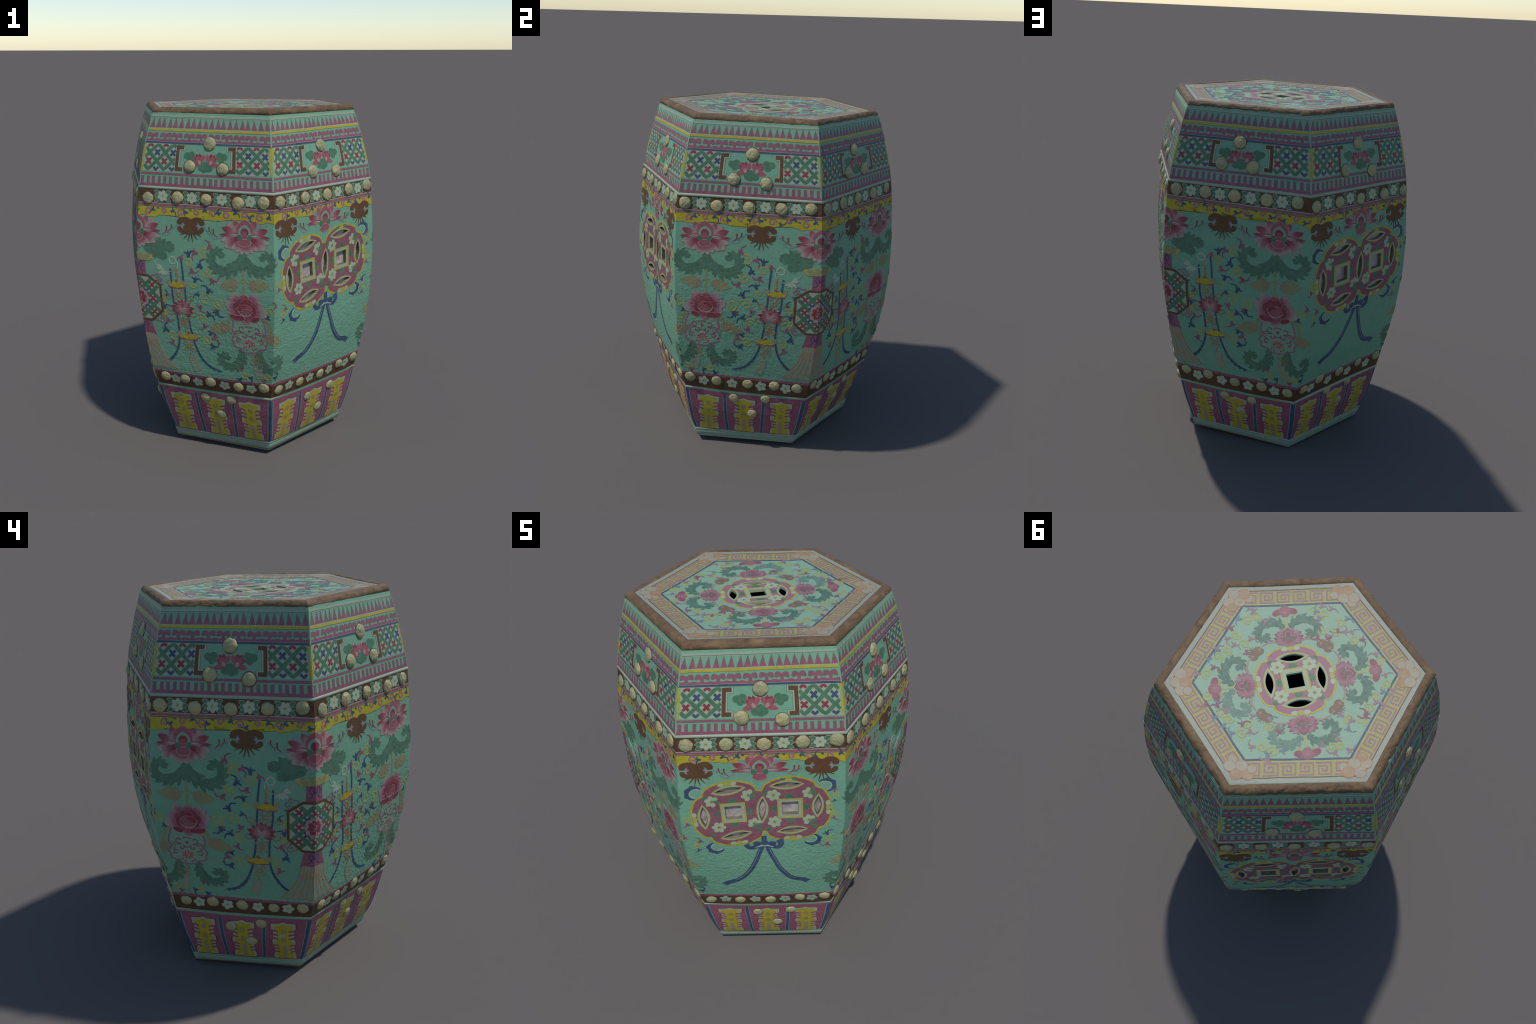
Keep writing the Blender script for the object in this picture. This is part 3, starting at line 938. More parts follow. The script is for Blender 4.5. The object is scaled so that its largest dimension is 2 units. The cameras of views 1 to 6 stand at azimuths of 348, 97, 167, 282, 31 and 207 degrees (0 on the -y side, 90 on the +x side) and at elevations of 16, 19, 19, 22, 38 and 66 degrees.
def shou_panel():
    "tall yellow longevity character on white, combed from both sides by rose fingers"
    a = Art()
    # white ground with a pointed top, h is measured from the panel foot
    W = [(0.060, 0.001), (0.059, 0.040), (0.054, 0.044), (0.054, 0.116), (0.061, 0.120), (0.061, 0.150), (0.055, 0.154), (0.055, 0.224), (0.064, 0.228), (0.066, 0.264), (0.022, 0.266), (0.0, 0.277)]
    a.outlined("enamel_white", "enamel_red", poly(W + [(-x, y) for x, y in W][::-1][1:]), 0.006, 0)
    Y = [(0.047, 0.001), (0.045, 0.044), (0.036, 0.050), (0.036, 0.110), (0.048, 0.116), (0.048, 0.142), (0.036, 0.148), (0.037, 0.216), (0.049, 0.222), (0.050, 0.250), (0.018, 0.254), (0.0, 0.262)]
    a.add("enamel_yellow", poly(Y + [(-x, y) for x, y in Y][::-1][1:]), 2)
    for y in (0.214, 0.189, 0.163, 0.108, 0.083, 0.058):
        for sx in (-1, 1):
            a.add("enamel_pink", stroke(smooth_path([(sx * 0.074, y - 0.002), (sx * 0.05, y + 0.003), (sx * 0.031, y - 0.003)], 4), 0.014, 0.011), 3)
            a.add("enamel_pink", ellipse((sx * 0.032, y - 0.003), 0.006, n=8), 3)
    for y in (0.212, 0.152):
        a.outlined("bone", "enamel_brown", ellipse((0, y), 0.011, 0.013, n=14), 0.0016, 4)
    a.outlined("bone", "pale_yellow", rect(-0.011, 0.006, 0.011, 0.112), 0.002, 4)
    return a


def corner_fan():
    "octagonal lattice fan on the corner between two panels: frill, handle, mirror and skirt"
    a = Art()
    # rose bands above and below
    for y0, y1, w0, w1 in ((1.098, 1.190, 0.046, 0.043), (0.745, 0.835, 0.070, 0.050)):
        a.add("enamel_pink", poly([(-w0, y0), (w0, y0), (w1, y1), (-w1, y1)]))
        for sx in (-1, 1):
            a.merge(fret_piece(sx * 0.0, 0, 0.085, y1 - y0 - 0.012), 0, (y0 + y1) / 2 + 0.004, layer=1) if sx > 0 else None
    # frill
    for i in range(9):
        x = (i - 4) * 0.0205
        a.outlined("olive_leaf" if i % 2 else "pale_yellow", "salmon_leaf", petal((x * 0.55, 1.183), (x * 1.12, 1.228 - 0.012 * abs(i - 4) / 4), 0.030, 1.1, 0.2), 0.0014, 2 + i % 2 * 2)
    # skirt of pleated cloth with iron red lines
    a.add("fringe_wash", poly([(-0.058, 0.750), (0.058, 0.750), (0.100, 0.620), (0.155, 0.542), (0.10, 0.530), (0.05, 0.536), (0.0, 0.526), (-0.05, 0.536), (-0.10, 0.530), (-0.155, 0.542), (-0.100, 0.620)]))
    a.add("iron_red_wash", poly([(-0.063, 0.738), (0.063, 0.738), (0.076, 0.69), (0.04, 0.67), (0.0, 0.68), (-0.045, 0.665), (-0.076, 0.69)]), 1)
    for i in range(9):
        u = (i - 4) / 4
        p = smooth_path([(u * 0.060, 0.745), (u * 0.085, 0.65), (u * (0.15 if abs(u) < 0.9 else 0.158), 0.535)], 6)
        a.add("iron_red_line", stroke(p, 0.0028), 2)
        if i < 8:
            um = (i - 3.5) / 4
            a.add("blob_cream", ellipse((um * 0.062, 0.728), 0.006, 0.016, n=10), 2)
            a.add("iron_red_line", stroke(smooth_path([(um * 0.15 - 0.017, 0.536), (um * 0.15, 0.529), (um * 0.15 + 0.017, 0.536)], 3), 0.0028), 2)
    # octagon
    O = [(-0.058, 1.096), (0.058, 1.096), (0.129, 1.046), (0.129, 0.898), (0.058, 0.836), (-0.058, 0.836), (-0.129, 0.898), (-0.129, 1.046)]
    a.add("enamel_white", poly(O), 3)
    inside = lambda x, y: abs(x) < 0.112 and abs(y - 0.966) < 0.112 and abs(x) * 0.75 + abs(y - 0.966) < 0.158 and math.hypot(x, y - 0.966) > 0.045
    lat = Art()
    oct_in = lambda x, y: max(abs(x) / 0.118, abs(y - 0.966) / 0.119, (abs(x) * 0.75 + abs(y - 0.966)) / 0.165)
    cw = 0.078
    for i in range(-4, 5):
        for sg in (-1, 1):
            px = (i + 0.5) * cw
            pts = [(px + sg * s, 0.966 + s) for s in np.linspace(-0.3, 0.3, 121)]
            pts = [p for p in pts if oct_in(*p) < 1]
            if len(pts) > 6:
                a.add("enamel_green", stroke(pts, 0.021), 4 + (sg > 0))
    for j in range(-4, 5):
        for i in range(-3, 4):
            c = ((i + 0.5 * (j % 2)) * cw, 0.966 + j * cw / 2)
            if oct_in(*c) < 0.97 and math.hypot(c[0], c[1] - 0.966) > 0.045:
                r = 0.016
                for sg in (-1, 1):
                    a.add("enamel_red" if j % 2 == 0 else "enamel_blue", stroke([(c[0] - r, c[1] - sg * r), c, (c[0] + r, c[1] + sg * r)], 0.011), 6)
    ring = []
    for i in range(8):
        p, q = np.array(O[i]), np.array(O[(i + 1) % 8])
        ring += [tuple(p + (q - p) * s) for s in np.linspace(0, 1, 7)[:-1]]
    for i in range(8):
        a.add("enamel_brown", stroke([O[i], ((O[i][0] + O[(i + 1) % 8][0]) / 2, (O[i][1] + O[(i + 1) % 8][1]) / 2), O[(i + 1) % 8]], 0.0125), 8)
        a.add("enamel_brown", ellipse(O[i], 0.0062, n=10), 9)
    for i in range(10):                          # carnation in the middle
        t = TAU * i / 10
        a.add("pale_rose", petal((0, 0.966), (0.056 * math.cos(t), 0.966 + 0.060 * math.sin(t)), 0.034, 1.3, 0.3), 8)
    for i in range(8):
        t = TAU * i / 8 + 0.2
        a.add("enamel_red", petal((0, 0.966), (0.040 * math.cos(t), 0.966 + 0.043 * math.sin(t)), 0.025, 1.3, 0.3), 9)
    a.add("rose", ellipse((0, 0.966), 0.014, n=12), 10)
    a.add("olive_leaf", ellipse((0, 0.966), 0.006, n=8), 11)
    # little clouds drawn in rose line
    for sx in (-1, 1):
        for cx, cy in ((0.108, 1.082), (0.113, 0.858)):
            pts = [(sx * (cx + (0.030 + 0.006 * math.cos(5 * t)) * math.cos(t)), cy + (0.028 + 0.005 * math.cos(5 * t)) * math.sin(t)) for t in np.linspace(0, TAU, 31)[:-1]]
            a.add("mauve", stroke(pts, 0.006, closed=True), 1)
            for ddx, ddy in ((0.006, 0.010), (0.014, -0.004), (0.0, -0.008)):
                a.add("enamel_pink", ellipse((sx * (cx + ddx), cy + ddy), 0.005, n=8), 1)
    return a


def emblem():
    "hanging emblem: two blue cords, swags, bows and a tag (x about the emblem axis)"
    a = Art()
    cords = ([(0.0, 1.205), (-0.009, 1.12), (-0.018, 1.0), (-0.030, 0.86), (-0.044, 0.78), (-0.062, 0.70), (-0.095, 0.63), (-0.145, 0.580), (-0.208, 0.560)],
             [(0.066, 1.150), (0.061, 1.08), (0.060, 1.0), (0.046, 0.92), (0.036, 0.84), (0.034, 0.76), (0.046, 0.69), (0.080, 0.625), (0.120, 0.585), (0.178, 0.556)])
    for c in cords:
        p = smooth_path(c, 7)
        n = len(p)
        w = np.interp(np.arange(n) / n, [0, 0.55, 0.8, 0.92, 1.0], [0.0095, 0.0095, 0.014, 0.012, 0.002])
        d = np.gradient(p, axis=0)
        d /= np.linalg.norm(d, axis=1, keepdims=True)
        nr = np.stack([-d[:, 1], d[:, 0]], 1)
        L, R = p + nr * w[:, None] / 2, p - nr * w[:, None] / 2
        v = [tuple(q) for ab in zip(L, R) for q in ab]
        a.add("enamel_blue", (v, [[2 * i, 2 * i + 1, 2 * i + 3, 2 * i + 2] for i in range(n - 1)]))
        for i in range(int(n * 0.74), n - 2, 3):     # torn lower edge
            s = -1 if c[-1][0] < 0 else 1
            q = p[i] + np.array([s * 0.0, -0.008])
            a.add("enamel_blue", ellipse(q, 0.007, 0.005, n=8))
    a.add("iron_red_line", stroke([(0.030, 1.16), (0.030, 1.09)], 0.008), 1)
    a.merge(sheaf(0.045), 0.030, 1.060, layer=1)
    a.merge(bow_knot(0.030), 0.022, 1.005, layer=1)
    a.merge(bow_knot(0.033), 0.000, 0.842, layer=1)
    a.merge(sheaf(0.048), -0.022, 0.757, layer=1)
    a.merge(bow_knot(0.032), -0.020, 0.700, layer=1)
    a.add("iron_red_line", stroke([(0.004, 0.89), (-0.006, 0.80)], 0.005), 0)
    a.add("iron_red_line", stroke([(-0.024, 0.67), (-0.032, 0.640)], 0.005), 0)
    a.merge(tag((-0.034, 0.645), (-0.058, 0.545), 0.038))
    for y, x in ((0.985, 0.022), (0.895, 0.008)):
        for sx in (-1, 1):
            a.add("iron_red_line", stroke(smooth_path([(x + sx * 0.05, y), (x + sx * 0.075, y + 0.018), (x + sx * 0.088, y), (x + sx * 0.062, y - 0.012)], 4, closed=True), 0.0045, closed=True))
    # pale hook scroll
    hook = smooth_path([(0.028, 1.195), (0.046, 1.215), (0.068, 1.205), (0.066, 1.18), (0.042, 1.178), (0.030, 1.195), (0.022, 1.17), (0.035, 1.145), (0.075, 1.132), (0.12, 1.142), (0.15, 1.165), (0.162, 1.185)], 6)
    a.add("blossom_white", stroke(hook, 0.008, 0.003), 1)
    a.add("olive_leaf", stroke(smooth_path([(0.028, 1.152), (0.06, 1.136), (0.1, 1.134)], 5), 0.006, 0.002), 2)
    for t in (-2.5, -2.0, -1.5, -0.9, 0.3, 0.9):
        a.add("blossom_white", petal((0.11, 1.138), (0.11 + 0.045 * math.cos(t), 1.138 + 0.036 * math.sin(t)), 0.016, 1.2), 1)
    return a


def coin_plate(cx, cy, r, rot):
    "one coin: lobed disc outline polygon"
    pts = []
    for i in range(64):
        t = TAU * i / 64
        q = r * (1 - 0.10 * max(0, 1 - abs(((t - math.pi / 4 - rot) % (math.pi / 2) + math.pi / 4) % (math.pi / 2) - math.pi / 4) / 0.16) ** 1.3)
        pts.append((cx + q * math.cos(t), cy + q * math.sin(t)))
    return pts


def almond(c, length, width, rot, n=12):
    "pointed almond outline, long axis at angle rot"
    ca, sa = math.cos(rot), math.sin(rot)
    pts = []
    for side in (1, -1):
        for i in range(n):
            u = -1 + 2 * i / n
            u *= side
            v = side * -(1 - u * u) * width / 2
            pts.append((c[0] + u * length / 2 * ca - v * sa, c[1] + u * length / 2 * sa + v * ca))
    return pts


def square(c, half, rot):
    return [(c[0] + half * 1.41421 * math.cos(rot + math.pi / 4 + i * math.pi / 2), c[1] + half * 1.41421 * math.sin(rot + math.pi / 4 + i * math.pi / 2)) for i in range(4)]


def ring_between(outer, inner):
    n = len(outer)
    return [tuple(p) for p in outer] + [tuple(p) for p in inner], [[i, (i + 1) % n, n + (i + 1) % n, n + i] for i in range(n)]


COINS = (((-0.143, 1.130), 0.207, 0.11), ((0.136, 1.151), 0.203, 0.06))
SQUARES = (((-0.141, 1.140), 0.062, 0.045), ((0.1345, 1.157), 0.062, 0.045))
ALMONDS = ((-0.159, 1.279, 0.170, 0.056, 0.18), (-0.285, 1.122, 0.158, 0.062, 1.62), (-0.134, 0.995, 0.168, 0.058, 0.22),
           (0.118, 1.302, 0.168, 0.056, 0.06), (0.268, 1.172, 0.150, 0.060, 1.55), (0.144, 1.018, 0.160, 0.054, 0.12), (-0.001, 1.152, 0.178, 0.060, 1.52))


def in_poly(x, y, pts):
    inside, n = False, len(pts)
    for i in range(n):
        (ax, ay), (bx, by) = pts[i], pts[i - 1]
        if (ay > y) != (by > y) and x < (bx - ax) * (y - ay) / (by - ay) + ax:
            inside = not inside
    return inside


def fill_with_holes(outlines, holes):
    "triangles of the union of the outlines minus the holes"
    from mathutils.geometry import delaunay_2d_cdt
    v, e = [], []
    for loop in outlines + holes:
        k = len(v)
        v += [Vector(p) for p in loop]
        e += [(k + i, k + (i + 1) % len(loop)) for i in range(len(loop))]
    out = delaunay_2d_cdt(v, e, [], 0, 1e-6)
    co = [tuple(p) for p in out[0]]
    tris = []
    for t in out[2]:
        x, y = sum(co[i][0] for i in t) / 3, sum(co[i][1] for i in t) / 3
        if any(in_poly(x, y, o) for o in outlines) and not any(in_poly(x, y, o) for o in holes):
            tris.append(list(t))
    used = sorted({i for t in tris for i in t})
    ix = {o: n for n, o in enumerate(used)}
    return [co[i] for i in used], [[ix[i] for i in t] for t in tris]


def scaled(pts, c, k):
    return [(c[0] + (x - c[0]) * k, c[1] + (y - c[1]) * k) for x, y in pts]


def leaf_tuft(c, ang, size=0.03, n=5, mat="enamel_green"):
    a = Art()
    for i in range(n):
        t = ang + (i - (n - 1) / 2) * 0.62
        l = size * (1.0 - 0.12 * abs(i - (n - 1) / 2))
        a.outlined(mat, "mauve", petal(c, (c[0] + l * math.cos(t), c[1] + l * math.sin(t)), size * 0.42, 0.85), 0.0012)
    return a


OPEN_SQUARE = 0.66      # clear opening as a share of the framed square


def medallion(coins, squares, almonds, flowers, ground="coin_pink", cut=0.60, long=0.84):
    a = Art()
    discs = [coin_plate(c[0], c[1], r, rot) for c, r, rot in coins]
    sq_out = [square(c, h, rot) for c, h, rot in squares]
    sq_in = [square(c, h * OPEN_SQUARE, rot) for c, h, rot in squares]
    al_out = [almond((x, y), l, w, rot) for x, y, l, w, rot in almonds]
    al_in = [almond((x, y), l * long, w * cut, rot) for x, y, l, w, rot in almonds]
    holes = sq_in + al_in
    big = [scaled(d, c, 1.0) for (c, r, rot), d in zip(coins, discs)]
    small = [scaled(d, c, 0.955) for (c, r, rot), d in zip(coins, discs)]
    a.add("enamel_yellow", fill_with_holes(big, holes), 0)
    a.add(ground, fill_with_holes(small, holes), 1)
    for (c, h, rot), o, i in zip(squares, sq_out, sq_in):
        a.add("pale_yellow", ring_between(o, square(c, h * 0.87, rot)), 4)
        a.add("opening_cream", ring_between(square(c, h * 0.88, rot), i), 3)
    for (x, y, l, w, rot), o, i in zip(almonds, al_out, al_in):
        a.add("pale_yellow", ring_between(o, almond((x, y), l * 0.94, w * 0.84, rot)), 4)
        a.add("opening_cream", ring_between(almond((x, y), l * 0.96, w * 0.88, rot), i), 3)
    for (x, y), r in flowers:
        a.merge(blossom(6, r, False, "coin_blossom_white", "olive_leaf", 0.3 + 9 * x), x, y, layer=2)
    for (c, h, rot) in squares:
        for k in range(4):
            t = rot + k * math.pi / 2
            a.merge(leaf_tuft((c[0] + h * 1.06 * math.cos(t), c[1] + h * 1.06 * math.sin(t)), t, 0.034), layer=2)
    for (c, r, rot) in coins:                    # half blossoms at the rim and leaves at the notches
        for k in range(4):
            t = rot + k * math.pi / 2
            m = (c[0] + r * 0.90 * math.cos(t), c[1] + r * 0.90 * math.sin(t))
            if all(math.hypot(m[0] - q[0][0], m[1] - q[0][1]) > q[1] * 0.97 for q in coins if q[0] != c):
                for s in (-0.028, 0.0, 0.028):
                    a.outlined("coin_blossom_white" if s else "pale_yellow", "outline_grey", ellipse((m[0] - s * math.sin(t), m[1] + s * math.cos(t)), 0.012, 0.017, t, 12), 0.001, 2 + (s == 0))
            t += math.pi / 4
            m = (c[0] + r * 0.86 * math.cos(t), c[1] + r * 0.86 * math.sin(t))
            if all(math.hypot(m[0] - q[0][0], m[1] - q[0][1]) > q[1] * 0.9 for q in coins if q[0] != c):
                a.merge(leaf_tuft(m, t + math.pi, 0.030, 3), layer=2)
    return a, holes


FLOWERS = (((-0.241, 1.214), 0.035), ((-0.064, 1.246), 0.036), ((-0.216, 1.053), 0.034), ((-0.041, 1.068), 0.034),
           ((0.0535, 1.241), 0.035), ((0.2245, 1.252), 0.034), ((0.0575, 1.073), 0.035), ((0.2285, 1.083), 0.034))


def ribbon():
    "blue silk bow and two streamers below the medallion, loops at its corners"
    a = Art()
    for sx, end in ((-1, (-0.205, 0.632)), (1, (0.210, 0.640))):
        p = smooth_path([(0.004 + sx * 0.012, 0.915), (0.004 + sx * 0.045, 0.82), (0.004 + sx * 0.085, 0.73), (sx * 0.14, 0.665), (end[0], end[1])], 8)
        n = len(p)
        a.add("enamel_blue", stroke(p, 0.024, 0.030, bell=False), 0)
        a.add("pale_blue", stroke(p[2:-6] + np.array([sx * 0.004, 0.002]), 0.003), 1)
        for i in range(3):
            q = p[-1] + np.array([sx * (-0.012 + 0.012 * i), -0.004 - 0.006 * (2 - i)])
            a.add("enamel_blue", petal(p[-3], q + np.array([sx * 0.02, -0.006 * (2 - i)]), 0.016, 0.8), 0)
        l = smooth_path([(0.004 + sx * 0.03, 0.915), (sx * 0.07, 0.905), (sx * 0.088, 0.930), (sx * 0.072, 0.955)], 6)
        a.add("enamel_blue", stroke(l, 0.022, 0.030), 1)
        a.add("enamel_blue", ellipse((sx * 0.085, 0.948), 0.017, 0.013, 0.5, 12), 1)
    a.add("enamel_blue", stroke([(-0.004, 0.985), (-0.004, 0.945)], 0.012), 1)
    a.add("enamel_blue", stroke([(0.010, 0.985), (0.010, 0.945)], 0.012), 1)
    for x in (-0.034, 0.004, 0.042):
        a.add("enamel_blue", ellipse((x, 0.932 + 0.006 * (x == 0.004)), 0.021, 0.016, n=14), 2)
    a.add("blossom_white", stroke(smooth_path([(-0.042, 0.908), (0.004, 0.920), (0.05, 0.908)], 6), 0.006), 3)
    for cx, cy in ((-0.318, 1.268), (0.300, 1.297), (-0.236, 0.918), (0.238, 0.955)):
        am = math.atan2(cy - 1.13, cx)
        p = [(cx + 0.040 * math.cos(am + s), cy + 0.034 * math.sin(am + s)) for s in np.linspace(-1.9, 1.9, 18)]
        a.add("blossom_white", stroke([(cx + (x - cx) * 0.72, cy + (y - cy) * 0.72) for x, y in p], 0.005), 0)
        a.add("enamel_blue", stroke(p, 0.022, bell=True), 1)
        for s in (-0.8, 0.0, 0.8):
            a.add("enamel_blue", ellipse((cx + 0.043 * math.cos(am + s), cy + 0.037 * math.sin(am + s)), 0.012, n=10), 1)
    return a


def small_coin_lotus():
    return lotus_flower(half=True)
# ------------------------------------------------------------------- assembly
def mesh_from(name, verts, faces, mats, idx=None, smooth=False):
    me = bpy.data.meshes.new(name)
    me.from_pydata([tuple(map(float, v)) for v in verts], [], faces)
    for m in mats:
        me.materials.append(MATS[m])
    if idx is not None:
        me.polygons.foreach_set("material_index", idx)
    if smooth:
        me.polygons.foreach_set("use_smooth", [True] * len(me.polygons))
    me.validate()
    me.update()
    return me


def cut(ob, cutters):
    "subtract the cutters from ob; walls take the cutters' materials"
    for c in cutters:
        m = ob.modifiers.new("cut", "BOOLEAN")
        m.operation, m.solver, m.object = "DIFFERENCE", "EXACT", c
        m.material_mode = "TRANSFER"
    dg = bpy.context.evaluated_depsgraph_get()
    me = bpy.data.meshes.new_from_object(ob.evaluated_get(dg), preserve_all_data_layers=True, depsgraph=dg)
    me.name = ob.name
    ob.modifiers.clear()
    ob.data = me
    for c in cutters:
        bpy.data.objects.remove(c)


def prism(name, lower, upper, mats, wall, floor):
    "closed prism between two 3D loops of equal length"
    n = len(lower)
    faces = [list(range(n))[::-1], [n + i for i in range(n)]] + [[i, (i + 1) % n, n + (i + 1) % n, n + i] for i in range(n)]
    bm = bmesh.new()
    vs = [bm.verts.new(tuple(map(float, p))) for p in list(lower) + list(upper)]
    for k, f in enumerate(faces):
        fc = bm.faces.new([vs[i] for i in f])
        fc.material_index = floor if k == 0 else wall
    bmesh.ops.recalc_face_normals(bm, faces=bm.faces[:])
    me = bpy.data.meshes.new(name)
    bm.to_mesh(me)
    bm.free()
    for m in mats:
        me.materials.append(MATS[m])
    ob = bpy.data.objects.new(name, me)
    scene.collection.objects.link(ob)
    return ob


ROOT = bpy.data.objects.new("garden_stool", None)
scene.collection.objects.link(ROOT)
ROOT["label"] = "hexagonal turquoise porcelain garden stool with enamel flowers and studs"
ROOT["category"] = "garden stool"


def body_ring(h, ts=0.004):
    "hexagon with softly rounded corners, its sides cut at the same fractions as the enamel"
    out, P = [], [ring_at(k, h) for k in range(6)]
    for k in range(6):
        p, a, b = P[k], P[k - 1], P[(k + 1) % 6]
        ua, ub = (a - p) / np.linalg.norm(a - p), (b - p) / np.linalg.norm(b - p)
        out += [p + ua * ts, p + (ua + ub) * ts * 0.30, p + ub * ts]
        w = half_width(k, h)
        out += list(on_panel(k, np.arange(-0.8, 0.81, 0.2) * w, np.full(9, h), np.zeros(9)))
    return out


# body: lofted hexagonal barrel, closed top and bottom, then hollowed and pierced
def build_body():
    verts, faces, idx = [], [], []
    n = 72
    for h in RINGS:
        verts += body_ring(h)
    for j in range(len(RINGS) - 1):
        for i in range(n):
            faces.append([j * n + i, j * n + (i + 1) % n, (j + 1) * n + (i + 1) % n, (j + 1) * n + i])
            idx.append(1 if RINGS[j] < 0.06 else 0)
    faces.append(list(range(n))[::-1]); idx.append(2)
    faces.append([(len(RINGS) - 1) * n + i for i in range(n)]); idx.append(0)
    ob = link("body", mesh_from("body", verts, faces, ["teal_glaze", "foot_green", "bare_clay"], idx))
    cutters = []
    for f in (0, 3):
        for loop in HOLES:
            p = np.array(loop)
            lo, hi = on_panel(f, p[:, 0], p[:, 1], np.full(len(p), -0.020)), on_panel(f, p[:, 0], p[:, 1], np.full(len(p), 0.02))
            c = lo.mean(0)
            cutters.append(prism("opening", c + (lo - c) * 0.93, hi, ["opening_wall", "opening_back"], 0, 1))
    # hollow inside: the same barrel, a wall's thickness smaller, open at the top
    bm = bmesh.new()
    rings = []
    for h in (0.09, 0.3, 0.6, 0.9, 1.2, 1.5, 1.8, 1.95, 2.2):
        q = [ring_at(k, min(h, 1.95)) * np.array([0.90, 0.90, 1]) for k in range(6)]
        rings.append([bm.verts.new((p[0], p[1], h)) for p in q])
    bm.faces.new(rings[0][::-1])
    bm.faces.new(rings[-1])
    for lo, hi in zip(rings, rings[1:]):
        for k in range(6):
            bm.faces.new([lo[k], lo[(k + 1) % 6], hi[(k + 1) % 6], hi[k]])
    bmesh.ops.recalc_face_normals(bm, faces=bm.faces[:])
    me = bpy.data.meshes.new("hollow")
    bm.to_mesh(me)
    bm.free()
    me.materials.append(MATS["shade_black_interior"])
    hollow = bpy.data.objects.new("hollow", me)
    scene.collection.objects.link(hollow)
    cutters.append(hollow)
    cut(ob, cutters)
    return ob


MED, HOLES = medallion(COINS, SQUARES, ALMONDS, FLOWERS)
BODY = build_body()

# ----- seat
SEAT_AZ, SEAT_C = 36.0, (-0.008, 0.013)
SEAT_COIN = (((0.0, 0.0), 0.190, 0.0),)
SEAT_SQ = (((0.0, 0.0), 0.064, 0.06),)
SEAT_AL = ((0.0, 0.122, 0.166, 0.056, 0.0), (0.0, -0.122, 0.166, 0.056, 0.03), (0.122, 0.0, 0.166, 0.056, 1.571), (-0.122, 0.0, 0.166, 0.056, 1.571))
SEAT_FL = tuple(((0.108 * math.cos(t), 0.108 * math.sin(t)), 0.036) for t in (0.785, 2.356, 3.927, 5.498))
SEAT_MED, SEAT_HOLES = medallion(SEAT_COIN, SEAT_SQ, SEAT_AL, SEAT_FL, "mauve", 0.72, 0.80)


def seat_xy(x, y, az=SEAT_AZ, c=SEAT_C):
    a = math.radians(az)
    return c[0] + y * math.sin(a) - x * math.cos(a), c[1] - y * math.cos(a) - x * math.sin(a)


def hexagon(shrink, z=None):
    "seat outline scaled from the barrel's top corners"
    P = np.array([ring_at(k, 1.962) for k in range(6)])
    P = P * np.array([shrink, shrink, 1])
    P[:, 2] = [top_z(x, y) for x, y, _ in P] if z is None else z
    return P


def build_seat():
    "dished hexagonal slab: rings of points from the middle to the rim, closed below"
    edge = hexagon(0.930)
    per, rad = 8, 22
    loop = []
    for k in range(6):
        for i in range(per):
            loop.append(edge[k] * (1 - i / per) + edge[(k + 1) % 6] * i / per)
    n = len(loop)
    bm = bmesh.new()
    tops, bots = [], []
    for r in range(1, rad + 1):
        u = r / rad
        tops.append([bm.verts.new((p[0] * u, p[1] * u, float(top_z(p[0] * u, p[1] * u)))) for p in loop])
        bots.append([bm.verts.new((p[0] * u, p[1] * u, float(top_z(p[0] * u, p[1] * u)) - 0.012)) for p in loop])
    ct, cb = bm.verts.new((0, 0, float(top_z(0, 0)))), bm.verts.new((0, 0, float(top_z(0, 0)) - 0.012))
    for i in range(n):
        j = (i + 1) % n
        bm.faces.new([ct, tops[0][i], tops[0][j]])
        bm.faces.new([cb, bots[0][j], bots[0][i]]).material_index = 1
        for r in range(rad - 1):
            bm.faces.new([tops[r][i], tops[r + 1][i], tops[r + 1][j], tops[r][j]])
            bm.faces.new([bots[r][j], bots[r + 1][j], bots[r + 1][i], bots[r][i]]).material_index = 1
        bm.faces.new([tops[-1][i], bots[-1][i], bots[-1][j], tops[-1][j]])
    bmesh.ops.recalc_face_normals(bm, faces=bm.faces[:])
    me = bpy.data.meshes.new("seat")
    bm.to_mesh(me)
    bm.free()
    for m in ("seat_teal", "shade_black_interior"):
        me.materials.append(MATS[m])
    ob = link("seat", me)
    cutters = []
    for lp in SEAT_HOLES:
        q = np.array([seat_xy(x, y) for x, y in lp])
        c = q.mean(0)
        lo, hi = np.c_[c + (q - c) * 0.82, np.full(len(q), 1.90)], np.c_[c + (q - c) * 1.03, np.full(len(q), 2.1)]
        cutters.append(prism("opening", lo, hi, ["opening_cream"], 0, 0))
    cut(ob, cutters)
    return ob


SEAT = build_seat()


